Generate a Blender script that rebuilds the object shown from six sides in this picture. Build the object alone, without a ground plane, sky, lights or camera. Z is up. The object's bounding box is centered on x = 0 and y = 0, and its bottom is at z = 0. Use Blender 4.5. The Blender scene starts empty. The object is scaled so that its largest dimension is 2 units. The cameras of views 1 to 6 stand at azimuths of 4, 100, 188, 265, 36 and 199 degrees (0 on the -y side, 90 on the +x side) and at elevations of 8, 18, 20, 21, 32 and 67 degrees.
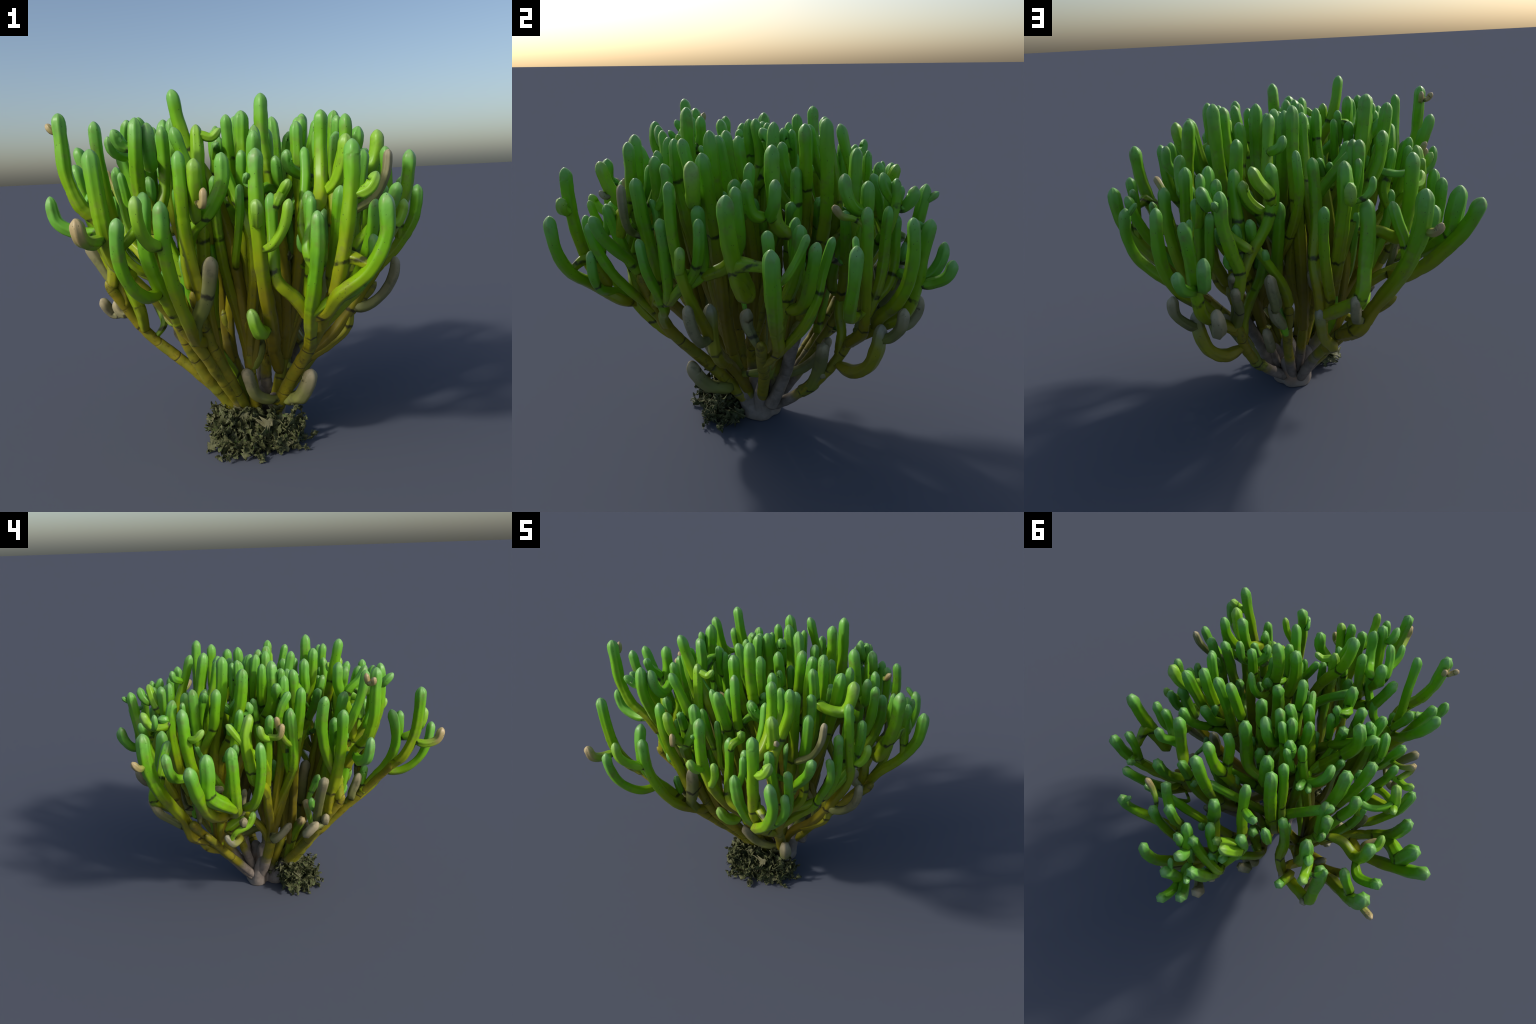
"""A many-fingered green cactus shrub on a grey stump, with a tuft of dry leafy undergrowth at its foot.

Every finger is a swept round stem along a short spine (tip first); yellow woody branches join the
fingers to eight main limbs, and the limbs to the stump.  All lengths in metres, z up.
"""
import bpy, math, random
import numpy as np
from mathutils import Vector, Matrix, noise

RNG = random.Random(7)

# ------------------------------------------------------------------ materials
def new_mat(name):
    m = bpy.data.materials.new(name)
    m.use_nodes = True
    nt = m.node_tree
    nt.nodes.clear()
    out = nt.nodes.new("ShaderNodeOutputMaterial")
    bsdf = nt.nodes.new("ShaderNodeBsdfPrincipled")
    nt.links.new(bsdf.outputs[0], out.inputs[0])
    return m, nt, bsdf


class G:
    """small helper to wire nodes"""
    def __init__(self, nt):
        self.nt = nt

    def put(self, sock, v):
        if hasattr(v, "is_output"):
            self.nt.links.new(v, sock)
        elif isinstance(v, (tuple, list)) and len(v) == 3 and sock.type == "RGBA":
            sock.default_value = (*v, 1)
        else:
            sock.default_value = v

    def math(self, op, a, b=0.0, clamp=False):
        n = self.nt.nodes.new("ShaderNodeMath")
        n.operation, n.use_clamp = op, clamp
        self.put(n.inputs[0], a)
        self.put(n.inputs[1], b)
        return n.outputs[0]

    def mix(self, f, a, b, mode="MIX"):
        n = self.nt.nodes.new("ShaderNodeMix")
        n.data_type, n.blend_type = "RGBA", mode
        self.put(n.inputs[0], f)
        self.put(n.inputs[6], a)
        self.put(n.inputs[7], b)
        return n.outputs[2]

    def ramp(self, f, stops, ease="LINEAR"):
        n = self.nt.nodes.new("ShaderNodeValToRGB")
        n.color_ramp.interpolation = ease
        e = n.color_ramp.elements
        while len(e) < len(stops):
            e.new(0.5)
        for el, (p, c) in zip(e, stops):
            el.position = p
            el.color = (*c, 1) if isinstance(c, tuple) else (c, c, c, 1)
        self.put(n.inputs[0], f)
        return n.outputs[0]

    def maprange(self, v, a, b, c=0.0, d=1.0):
        n = self.nt.nodes.new("ShaderNodeMapRange")
        for i, x in enumerate((v, a, b, c, d)):
            self.put(n.inputs[i], x)
        return n.outputs[0]

    def coords(self):
        return self.nt.nodes.new("ShaderNodeTexCoord")

    def mapping(self, v, scale=(1, 1, 1), loc=None):
        n = self.nt.nodes.new("ShaderNodeMapping")
        self.put(n.inputs[0], v)
        n.inputs["Scale"].default_value = scale
        if loc is not None:
            self.put(n.inputs["Location"], loc)
        return n.outputs[0]

    def noise(self, v, scale, detail=3.0, rough=0.55):
        n = self.nt.nodes.new("ShaderNodeTexNoise")
        self.put(n.inputs["Vector"], v)
        n.inputs["Scale"].default_value = scale
        n.inputs["Detail"].default_value = detail
        n.inputs["Roughness"].default_value = rough
        return n.outputs[0]

    def voronoi(self, v, scale):
        n = self.nt.nodes.new("ShaderNodeTexVoronoi")
        self.put(n.inputs["Vector"], v)
        n.inputs["Scale"].default_value = scale
        return n.outputs["Distance"]

    def info_random(self):
        n = self.nt.nodes.new("ShaderNodeObjectInfo")
        return n.outputs["Random"]

    def sep_z(self, v):
        n = self.nt.nodes.new("ShaderNodeSeparateXYZ")
        self.put(n.inputs[0], v)
        return n.outputs[2]

    def bump(self, h, strength, dist):
        n = self.nt.nodes.new("ShaderNodeBump")
        n.inputs["Strength"].default_value = strength
        n.inputs["Distance"].default_value = dist
        self.put(n.inputs["Height"], h)
        return n.outputs[0]

    def offset(self, v, r, amount):
        """shift the texture space of each object by its own random number"""
        n = self.nt.nodes.new("ShaderNodeVectorMath")
        n.operation = "ADD"
        c = self.nt.nodes.new("ShaderNodeCombineXYZ")
        for i, k in enumerate((1.0, 1.7, 2.3)):
            self.put(c.inputs[i], self.math("MULTIPLY", r, amount * k))
        self.put(n.inputs[0], v)
        self.put(n.inputs[1], c.outputs[0])
        return n.outputs[0]


SPOT = (0.035, 0.045, 0.012)

def finger_material(name, stops, smudge, smudge_amount, rough=0.40, reach=1.0):
    """skin whose hue runs with the distance from the growing tip (each finger's own z axis ends at its tip)"""
    m, nt, bsdf = new_mat(name)
    g = G(nt)
    obj = g.coords().outputs["Object"]
    r = g.info_random()
    p = g.offset(obj, r, 9.0)
    d = g.math("MULTIPLY", g.sep_z(obj), -1.0 / reach)
    wob = g.math("MULTIPLY", g.math("SUBTRACT", g.noise(p, 9.0, 2.0), 0.5), 0.22)
    shift = g.math("MULTIPLY", g.math("SUBTRACT", r, 0.5), 0.16)
    d2 = g.math("ADD", d, g.math("MULTIPLY", g.math("ADD", wob, shift), g.maprange(d, 0.03, 0.2)))
    col = g.ramp(d2, stops, "EASE")
    # lengthwise streaks, lighter and darker
    st = g.noise(g.mapping(p, (34, 34, 2.2)), 1.0, 2.0)
    col = g.mix(g.maprange(st, 0.52, 0.8, 0.0, 0.34), col, g.mix(1.0, col, (0.50, 0.62, 0.42), "MULTIPLY"))
    col = g.mix(g.maprange(st, 0.45, 0.2, 0.0, 0.25), col, g.mix(1.0, col, (1.45, 1.22, 1.0), "MULTIPLY"))
    # brownish smudges
    sm = g.noise(p, 15.0, 4.0, 0.65)
    col = g.mix(g.maprange(sm, 0.53, 0.72, 0.0, smudge_amount), col, smudge)
    # dark corky dots (areoles)
    v = g.voronoi(g.mapping(p, (1, 1, 0.62)), 66.0)
    gate = g.maprange(g.noise(p, 23.0, 1.0), 0.40, 0.55)
    dots = g.math("MULTIPLY", g.maprange(v, 0.14, 0.09), gate)
    col = g.mix(g.math("MULTIPLY", dots, 0.75), col, SPOT)
    at = nt.nodes.new("ShaderNodeAttribute")
    at.attribute_type, at.attribute_name = "OBJECT", '["joint"]'
    dj = g.math("SUBTRACT", g.math("MULTIPLY", d, reach), at.outputs["Fac"])
    dj = g.math("ADD", dj, g.math("MULTIPLY", g.math("SUBTRACT", g.noise(p, 30.0, 3.0), 0.5), 0.035))
    ring = g.maprange(g.math("ABSOLUTE", dj), 0.013, 0.004)
    ring = g.math("MULTIPLY", ring, g.maprange(g.noise(p, 17.0, 2.0), 0.34, 0.5))
    col = g.mix(g.math("MULTIPLY", ring, 0.88), col, (0.018, 0.016, 0.010))
    g.put(bsdf.inputs["Base Color"], col)
    bsdf.inputs["Roughness"].default_value = rough
    bsdf.inputs["Specular IOR Level"].default_value = 0.35
    h = g.math("ADD", g.math("MULTIPLY", st, 0.7), g.math("MULTIPLY", dots, -0.5))
    g.put(bsdf.inputs["Normal"], g.bump(h, 0.25, 0.004))
    return m


def branch_material(name, top, low, dark, grey, rough=0.5):
    """yellow woody branch, crossed by dark growth rings"""
    m, nt, bsdf = new_mat(name)
    g = G(nt)
    tc = g.coords()
    obj = tc.outputs["Object"]
    r = g.info_random()
    p = g.offset(obj, r, 7.0)
    n1 = g.noise(p, 10.0, 3.0)
    col = g.mix(g.maprange(n1, 0.35, 0.68), low, top)
    z = g.math("ADD", g.sep_z(p), g.math("MULTIPLY", g.math("SUBTRACT", g.noise(p, 18.0, 1.0), 0.5), 0.03))
    ph = g.math("ABSOLUTE", g.math("SUBTRACT", g.math("FRACT", g.math("MULTIPLY", z, 8.5)), 0.5))
    ring = g.math("MULTIPLY", g.maprange(ph, 0.05, 0.012), g.maprange(g.noise(p, 6.0, 0.0), 0.42, 0.58))
    col = g.mix(g.math("MULTIPLY", ring, 0.85), col, dark)
    sc = g.noise(p, 13.0, 5.0, 0.7)
    col = g.mix(g.maprange(sc, 0.56, 0.7, 0.0, 0.8), col, dark)
    v = g.voronoi(p, 55.0)
    col = g.mix(g.maprange(v, 0.14, 0.1, 0.0, 0.6), col, dark)
    gz = g.math("ADD", g.sep_z(tc.outputs["Generated"]), g.math("MULTIPLY", g.math("SUBTRACT", n1, 0.5), 0.25))
    bark = g.mix(g.maprange(sc, 0.35, 0.65), (0.13, 0.11, 0.09), (0.25, 0.21, 0.175))
    col = g.mix(g.maprange(gz, grey + 0.06, grey - 0.06), col, bark)
    g.put(bsdf.inputs["Base Color"], col)
    bsdf.inputs["Roughness"].default_value = rough
    bsdf.inputs["Specular IOR Level"].default_value = 0.35
    g.put(bsdf.inputs["Normal"], g.bump(g.math("SUBTRACT", sc, ring), 0.3, 0.004))
    return m


def stump_material():
    m, nt, bsdf = new_mat("grey_bark")
    g = G(nt)
    obj = g.coords().outputs["Object"]
    n1 = g.noise(obj, 12.0, 5.0, 0.65)
    n2 = g.noise(obj, 5.0, 2.0)
    col = g.mix(g.maprange(n1, 0.3, 0.7), (0.15, 0.125, 0.105), (0.27, 0.23, 0.195))
    col = g.mix(g.maprange(n2, 0.55, 0.72, 0.0, 0.7), col, (0.30, 0.17, 0.09))
    col = g.mix(g.maprange(g.noise(obj, 40.0, 2.0), 0.62, 0.75, 0.0, 0.4), col, (0.10, 0.10, 0.055))
    g.put(bsdf.inputs["Base Color"], col)
    bsdf.inputs["Roughness"].default_value = 0.75
    g.put(bsdf.inputs["Normal"], g.bump(n1, 0.4, 0.01))
    return m


def leaf_material():
    m, nt, bsdf = new_mat("dry_leaf")
    g = G(nt)
    obj = g.coords().outputs["Object"]
    r = g.info_random()
    p = g.offset(obj, r, 5.0)
    n1 = g.noise(p, 45.0, 3.0, 0.6)
    col = g.mix(g.maprange(n1, 0.35, 0.65), (0.045, 0.055, 0.018), (0.135, 0.14, 0.065))
    col = g.mix(g.maprange(g.noise(p, 70.0, 2.0), 0.58, 0.7, 0.0, 0.6), col, (0.10, 0.20, 0.025))
    col = g.mix(g.maprange(r, 0.8, 1.0, 0.0, 0.5), col, (0.24, 0.21, 0.13))
    g.put(bsdf.inputs["Base Color"], col)
    bsdf.inputs["Roughness"].default_value = 0.6
    bsdf.inputs["Specular IOR Level"].default_value = 0.3
    tr = nt.nodes.new("ShaderNodeBsdfTranslucent")
    g.put(tr.inputs[0], col)
    mx = nt.nodes.new("ShaderNodeMixShader")
    mx.inputs[0].default_value = 0.12
    nt.links.new(bsdf.outputs[0], mx.inputs[1])
    nt.links.new(tr.outputs[0], mx.inputs[2])
    out = next(n for n in nt.nodes if n.bl_idname == "ShaderNodeOutputMaterial")
    nt.links.new(mx.outputs[0], out.inputs[0])
    g.put(bsdf.inputs["Normal"], g.bump(n1, 0.4, 0.004))
    return m


OLIVE = (0.17, 0.15, 0.055)
MATS = {
    "green": finger_material("green_skin", [
        (0.0, (0.19, 0.41, 0.12)), (0.03, (0.14, 0.40, 0.055)), (0.11, (0.135, 0.38, 0.010)),
        (0.28, (0.175, 0.36, 0.004)), (0.45, (0.22, 0.295, 0.004)), (0.68, (0.245, 0.225, 0.006)), (1.0, (0.19, 0.155, 0.012))],
        OLIVE, 0.5),
    "tipped": finger_material("corky_tipped_skin", [
        (0.0, (0.42, 0.33, 0.17)), (0.04, (0.34, 0.28, 0.11)), (0.085, (0.23, 0.31, 0.04)), (0.14, (0.19, 0.36, 0.012)),
        (0.5, (0.22, 0.30, 0.006)), (1.0, (0.22, 0.18, 0.01))], OLIVE, 0.5),
    "lime": finger_material("lime_skin", [
        (0.0, (0.25, 0.45, 0.09)), (0.05, (0.22, 0.46, 0.02)), (0.25, (0.22, 0.42, 0.005)),
        (0.6, (0.27, 0.30, 0.008)), (1.0, (0.25, 0.19, 0.012))], OLIVE, 0.35),
    "yellow": finger_material("yellow_skin", [
        (0.0, (0.30, 0.29, 0.21)), (0.06, (0.25, 0.27, 0.08)), (0.14, (0.24, 0.25, 0.015)),
        (0.6, (0.25, 0.205, 0.010)), (1.0, (0.24, 0.18, 0.012))], OLIVE, 0.45),
    "pale": finger_material("pale_skin", [
        (0.0, (0.34, 0.295, 0.185)), (0.035, (0.245, 0.225, 0.125)), (0.14, (0.175, 0.185, 0.062)),
        (0.45, (0.165, 0.20, 0.02)), (1.0, (0.2, 0.17, 0.012))], (0.11, 0.11, 0.055), 0.9, 0.6),
}
BRANCH = branch_material("yellow_branch", (0.27, 0.225, 0.010), (0.17, 0.18, 0.012), (0.035, 0.028, 0.012), 0.02)
GREY_BRANCH = branch_material("grey_branch", (0.2, 0.19, 0.04), (0.17, 0.17, 0.03), (0.035, 0.028, 0.012), 0.85)
GREY_FOOTED = branch_material("grey_footed_branch", (0.25, 0.21, 0.010), (0.17, 0.18, 0.012), (0.035, 0.028, 0.012), 0.30)
STUMP = stump_material()
LEAF = leaf_material()

# ------------------------------------------------------------------ the thing and its parts
ROOT = bpy.data.objects.new("cactus_shrub", None)
bpy.context.collection.objects.link(ROOT)
ROOT["label"] = "bushy many-fingered green cactus on yellow branching limbs"
ROOT["category"] = "cactus"


def spine(points, step):
    """smooth curve through the control points, evenly spaced"""
    P = np.array(points, float)
    if len(P) > 2:
        q = np.vstack([2 * P[0] - P[1], P, 2 * P[-1] - P[-2]])
        o = []
        for i in range(1, len(q) - 2):
            a, b, c, d = q[i - 1:i + 3]
            for t in np.linspace(0, 1, 14, endpoint=False):
                o.append(.5 * (2 * b + (c - a) * t + (2 * a - 5 * b + 4 * c - d) * t * t + (3 * b - a - 3 * c + d) * t ** 3))
        P = np.array(o + [P[-1]])
    s = np.r_[0, np.cumsum(np.linalg.norm(np.diff(P, axis=0), axis=1))]
    n = max(3, int(s[-1] / step) + 1)
    u = np.linspace(0, s[-1], n)
    return np.stack([np.interp(u, s, P[:, k]) for k in range(3)], 1), u


def frames(P):
    T = np.gradient(P, axis=0)
    T /= np.linalg.norm(T, axis=1, keepdims=True) + 1e-12
    a = np.array([1.0, 0, 0]) if abs(T[0, 0]) < .8 else np.array([0, 1.0, 0])
    U = []
    u = a - T[0] * (a @ T[0])
    for t in T:
        u = u - t * (u @ t)
        u /= np.linalg.norm(u)
        U.append(u.copy())
    U = np.array(U)
    return T, U, np.cross(T, U)


def sweep(name, P, radius, sides, mat, ribs=0, rib_depth=0.0, lump=0.0, twist=0.0, seed=0.0, smooth=True):
    """tube round the spine P; its object's z axis points from the far end to P[0], its origin is P[0]"""
    T, U, W = frames(P)
    n = len(P)
    ang = np.arange(sides) / sides * 2 * np.pi
    V = []
    for i in range(n):
        r = radius[i]
        a = ang + seed * 6.283 + twist * i / n
        k = 1 + rib_depth * (0.6 - np.abs(np.sin(ribs * ang / 2))) if ribs else np.ones(sides)   # soft ridges
        ring = P[i] + (U[i] * np.cos(a)[:, None] + W[i] * np.sin(a)[:, None]) * (r * k)[:, None]
        if lump:
            for j, x in enumerate(ring):
                d = noise.noise(Vector(x * 14) + Vector((seed * 31, 0, 0))) * .7 + noise.noise(Vector(x * 34)) * .35
                ring[j] = x + (x - P[i]) * lump * d
        V.append(ring)
    V = np.concatenate(V)
    axis = Vector(P[0] - P[-1])
    if axis.length < 1e-4:
        axis = Vector((0, 0, 1))
    M = axis.to_track_quat("Z", "Y").to_matrix().to_4x4()
    M.translation = Vector(P[0])
    inv = np.array(M.inverted())
    V = V @ inv[:3, :3].T + inv[:3, 3]
    F = []
    for i in range(n - 1):
        for j in range(sides):
            k = (j + 1) % sides
            F.append((i * sides + j, i * sides + k, (i + 1) * sides + k, (i + 1) * sides + j))
    F.append(tuple(range(sides))[::-1])
    F.append(tuple((n - 1) * sides + j for j in range(sides)))
    me = bpy.data.meshes.new(name)
    me.from_pydata(V.tolist(), [], F)
    me.validate()
    me.polygons.foreach_set("use_smooth", [smooth] * len(me.polygons))
    me.materials.append(mat)
    me.update()
    ob = bpy.data.objects.new(name, me)
    bpy.context.collection.objects.link(ob)
    ob.matrix_world = M
    ob.parent = ROOT
    return ob


TIP = [(0.0, 0.05), (0.13, 0.32), (0.42, 0.60), (0.80, 0.83), (1.25, 0.96), (1.9, 1.0)]   # distance / radius, width / radius
COUNT = {"finger": 0}


def finger(kind, r, neck, joint, *points):
    """one cactus finger: blunt pointed tip first; it narrows over the last `neck` metres, where it leaves its parent"""
    COUNT["finger"] += 1
    seed = (COUNT["finger"] * 0.61803) % 1.0
    P, u = spine(points, 0.011)
    L = u[-1]
    extra = [x * r for x, _ in TIP if x * r < L * .6]      # extra rings where the tip closes
    uu = np.unique(np.round(np.r_[extra, u[u > 1.7 * r], L - r * np.array([.9, .5, .2, .05]), L], 5))
    uu = uu[(uu >= 0) & (uu <= L)]
    P = np.stack([np.interp(uu, u, P[:, k]) for k in range(3)], 1)
    prof = np.interp(uu / r, [x for x, _ in TIP], [w for _, w in TIP])
    foot = np.sqrt(np.clip(1 - (1 - np.clip((L - uu) / (0.9 * r), 0, 1)) ** 2, 0.16, 1))
    f = np.clip(uu / max(L, .1), 0, 1)
    swell = 1 + 0.05 * np.sin(f * 5 + seed * 9) + 0.03 * np.sin(uu * 31 + seed * 17)
    if neck > 0:
        g = np.clip((uu - (L - neck - .02)) / (neck + .02), 0, 1)
        swell *= 1 - 0.42 * g * g * (3 - 2 * g)
    elif L > .5:
        # old jointed column: slight steps where one season's growth sits on the last
        for k in range(int(L / .16)):
            c = .3 + k * .17 + .05 * math.sin(seed * 40 + k * 2.1)
            swell *= 1 - 0.07 * np.exp(-((uu - c) / .006) ** 2)
    rad = r * prof * foot * swell
    ribs = 5 + int(seed * 1.99)
    o = sweep("stem", P, rad, ribs * 4, MATS[kind], ribs=ribs, rib_depth=0.13 + .07 * seed, lump=0.12,
              twist=(seed - .5) * L * 2, seed=seed)
    # where dark cork rings the stem, measured along its own axis: at its foot, or where an older joint begins
    ax = (P[0] - P[-1]) / np.linalg.norm(P[0] - P[-1])
    at = L - neck * .5 if joint is None else joint
    o["joint"] = float(np.dot(P[0] - np.array([np.interp(at, uu, P[:, k]) for k in range(3)]), ax))


def limb(mat, r0, r1, *points):
    P, u = spine(points, 0.012)
    rad = r0 + (r1 - r0) * (u / u[-1])
    for k in range(int(u[-1] / .11)):
        rad *= 1 - 0.06 * np.exp(-((u - .07 - k * .12 - .03 * math.sin(k * 3 + r0 * 900)) / .007) ** 2)
    rad *= np.sqrt(np.clip(u / (1.6 * r0), 0.02, 1))          # rounded upper end
    sweep("limb", P, rad, 16, mat, lump=0.16, seed=r0 * 50)

# ------------------------------------------------------------------ stems: kind, radius, neck, spine from the tip down
finger('green', 0.0298, 0.098, None, (0.146, 0.143, 1.643), (0.156, 0.140, 1.501), (0.160, 0.139, 1.360), (0.131, 0.203, 1.243), (0.029, 0.241, 1.196))
finger('green', 0.0297, 0.000, 0.350, (0.120, -0.291, 1.707), (0.119, -0.292, 1.487), (0.153, -0.296, 1.268), (0.181, -0.263, 1.052), (0.194, -0.202, 0.840), (0.190, -0.135, 0.629), (0.163, -0.083, 0.416))
finger('green', 0.0288, 0.000, 0.480, (-0.720, -0.506, 1.644), (-0.715, -0.508, 1.511), (-0.704, -0.507, 1.378), (-0.664, -0.490, 1.253), (-0.585, -0.449, 1.156), (-0.544, -0.405, 1.039))
finger('green', 0.0285, 0.000, 0.210, (-0.054, -0.173, 1.635), (-0.048, -0.129, 1.427), (-0.040, -0.059, 1.224), (-0.009, -0.020, 1.014), (0.029, -0.003, 0.803), (0.059, 0.001, 0.589), (0.069, -0.001, 0.374))
finger('green', 0.0277, 0.000, 0.260, (-0.252, -0.423, 1.726), (-0.209, -0.393, 1.507), (-0.108, -0.389, 1.303), (-0.045, -0.378, 1.084), (-0.011, -0.354, 0.860), (0.005, -0.311, 0.636), (0.010, -0.240, 0.420))
finger('green', 0.0273, 0.000, 0.390, (-0.358, -0.638, 1.595), (-0.362, -0.646, 1.466), (-0.371, -0.606, 1.344), (-0.370, -0.559, 1.223), (-0.334, -0.494, 1.119))
finger('green', 0.0271, 0.000, 0.380, (0.036, 0.445, 1.626), (0.047, 0.478, 1.503), (0.051, 0.522, 1.383), (0.042, 0.574, 1.267), (0.044, 0.658, 1.175))
finger('green', 0.0298, 0.000, 0.460, (-0.500, 0.164, 1.628), (-0.469, 0.184, 1.418), (-0.396, 0.236, 1.225), (-0.303, 0.301, 1.046), (-0.268, 0.331, 0.838), (-0.249, 0.341, 0.625), (-0.203, 0.344, 0.416))
finger('green', 0.0234, 0.000, 0.470, (-0.089, 0.583, 1.483), (-0.096, 0.573, 1.274), (-0.047, 0.482, 1.091), (0.029, 0.370, 0.929), (0.112, 0.281, 0.756), (0.198, 0.205, 0.578), (0.281, 0.134, 0.397))
finger('green', 0.0299, 0.000, 0.580, (0.305, 0.403, 1.675), (0.299, 0.410, 1.458), (0.280, 0.406, 1.243), (0.237, 0.374, 1.033), (0.214, 0.312, 0.828), (0.204, 0.241, 0.623), (0.183, 0.183, 0.416))
finger('green', 0.0299, 0.000, 0.360, (-0.396, 0.267, 1.680), (-0.378, 0.282, 1.466), (-0.333, 0.318, 1.260), (-0.304, 0.341, 1.049), (-0.286, 0.347, 0.836), (-0.259, 0.345, 0.623), (-0.203, 0.344, 0.416))
finger('green', 0.0286, 0.049, None, (0.375, -0.461, 1.604), (0.371, -0.455, 1.477), (0.367, -0.472, 1.352), (0.359, -0.538, 1.245), (0.318, -0.624, 1.179))
finger('green', 0.0280, 0.000, 0.310, (0.282, 0.307, 1.649), (0.270, 0.314, 1.440), (0.209, 0.302, 1.242), (0.183, 0.281, 1.035), (0.187, 0.255, 0.828), (0.195, 0.223, 0.621), (0.183, 0.183, 0.416))
finger('green', 0.0298, 0.000, 0.310, (0.454, -0.087, 1.634), (0.437, -0.075, 1.425), (0.398, -0.078, 1.219), (0.341, -0.089, 1.018), (0.277, -0.101, 0.818), (0.214, -0.102, 0.618), (0.163, -0.083, 0.416))
finger('green', 0.0290, 0.126, None, (0.474, -0.768, 1.464), (0.468, -0.767, 1.300), (0.449, -0.756, 1.138), (0.422, -0.723, 0.980), (0.403, -0.651, 0.871), (0.446, -0.714, 1.015), (0.540, -0.766, 0.989))
finger('green', 0.0239, 0.000, 0.180, (0.459, -0.211, 1.599), (0.450, -0.171, 1.397), (0.425, -0.140, 1.195), (0.367, -0.124, 0.998), (0.294, -0.114, 0.805), (0.221, -0.104, 0.613), (0.163, -0.083, 0.416))
finger('green', 0.0282, 0.000, 0.200, (0.272, -0.310, 1.575), (0.272, -0.301, 1.378), (0.284, -0.262, 1.183), (0.270, -0.216, 0.989), (0.240, -0.168, 0.798), (0.202, -0.122, 0.608), (0.163, -0.083, 0.416))
finger('green', 0.0270, 0.000, 0.230, (0.018, 0.641, 1.443), (0.012, 0.640, 1.306), (0.044, 0.658, 1.175), (0.112, 0.703, 1.064), (0.163, 0.751, 0.947))
finger('green', 0.0302, 0.000, 0.720, (0.910, 0.260, 1.257), (0.886, 0.263, 1.084), (0.797, 0.255, 0.933), (0.677, 0.241, 0.806), (0.570, 0.228, 0.667), (0.482, 0.139, 0.552))
finger('green', 0.0254, 0.029, None, (0.620, 0.112, 1.458), (0.614, 0.113, 1.379), (0.600, 0.135, 1.305), (0.556, 0.192, 1.286))
finger('green', 0.0279, 0.055, None, (-0.305, -0.206, 1.631), (-0.301, -0.207, 1.531), (-0.293, -0.213, 1.432), (-0.296, -0.141, 1.485), (-0.253, -0.115, 1.507))
finger('green', 0.0213, 0.046, None, (-0.484, -0.607, 1.529), (-0.480, -0.563, 1.477), (-0.451, -0.508, 1.453), (-0.441, -0.452, 1.478))
finger('green', 0.0321, 0.045, None, (0.484, 0.193, 1.581), (0.496, 0.197, 1.468), (0.508, 0.204, 1.355), (0.514, 0.221, 1.243), (0.483, 0.289, 1.174))
finger('green', 0.0294, 0.000, 0.370, (0.032, -0.325, 1.633), (0.031, -0.311, 1.424), (0.075, -0.266, 1.224), (0.124, -0.214, 1.026), (0.163, -0.166, 0.826), (0.181, -0.122, 0.621), (0.163, -0.083, 0.416))
finger('green', 0.0280, 0.000, 0.280, (0.477, -0.451, 1.583), (0.473, -0.449, 1.460), (0.444, -0.468, 1.341), (0.422, -0.526, 1.236), (0.424, -0.556, 1.119))
finger('lime', 0.0303, 0.028, None, (0.651, -0.112, 1.533), (0.644, -0.112, 1.439), (0.607, -0.122, 1.355), (0.524, -0.154, 1.359), (0.450, -0.173, 1.402))
finger('green', 0.0323, 0.000, 0.340, (-0.389, -0.005, 1.644), (-0.392, -0.007, 1.409), (-0.260, 0.053, 1.226), (-0.127, 0.099, 1.036), (-0.002, 0.124, 0.837), (0.123, 0.137, 0.637), (0.254, 0.143, 0.441))
finger('tipped', 0.0155, 0.056, None, (-0.724, -0.450, 1.617), (-0.722, -0.467, 1.563), (-0.729, -0.507, 1.594), (-0.716, -0.508, 1.544))
finger('green', 0.0232, 0.000, 0.190, (-0.419, -0.538, 1.597), (-0.438, -0.497, 1.523), (-0.440, -0.435, 1.462), (-0.415, -0.426, 1.389))
finger('green', 0.0273, 0.104, None, (-0.807, -0.467, 1.299), (-0.785, -0.460, 1.184), (-0.690, -0.438, 1.133), (-0.577, -0.442, 1.142))
finger('green', 0.0286, 0.000, 0.610, (-0.758, -0.234, 1.515), (-0.715, -0.226, 1.379), (-0.667, -0.246, 1.246), (-0.622, -0.287, 1.116), (-0.588, -0.345, 0.990), (-0.600, -0.360, 0.857))
finger('green', 0.0184, 0.043, None, (-0.249, -0.115, 1.567), (-0.254, -0.115, 1.490), (-0.258, -0.115, 1.412), (-0.232, -0.092, 1.356))
finger('green', 0.0345, 0.174, None, (0.835, 0.076, 1.439), (0.821, 0.080, 1.283), (0.780, 0.091, 1.133), (0.716, 0.112, 0.991), (0.704, 0.125, 1.012), (0.788, 0.106, 1.142), (0.805, 0.242, 1.145))
finger('green', 0.0255, 0.049, None, (0.291, 0.803, 1.383), (0.284, 0.790, 1.325), (0.278, 0.754, 1.280), (0.318, 0.722, 1.277))
finger('green', 0.0267, 0.037, None, (0.288, 0.654, 1.439), (0.287, 0.683, 1.356), (0.281, 0.741, 1.288), (0.279, 0.761, 1.285))
finger('green', 0.0280, 0.000, 0.280, (0.301, -0.054, 1.618), (0.267, -0.038, 1.414), (0.206, 0.009, 1.220), (0.154, 0.029, 1.019), (0.112, 0.027, 0.814), (0.083, 0.015, 0.608), (0.070, 0.000, 0.400))
finger('tipped', 0.0139, 0.000, None, (-0.787, -0.475, 1.606), (-0.765, -0.479, 1.574), (-0.736, -0.459, 1.564))
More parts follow.
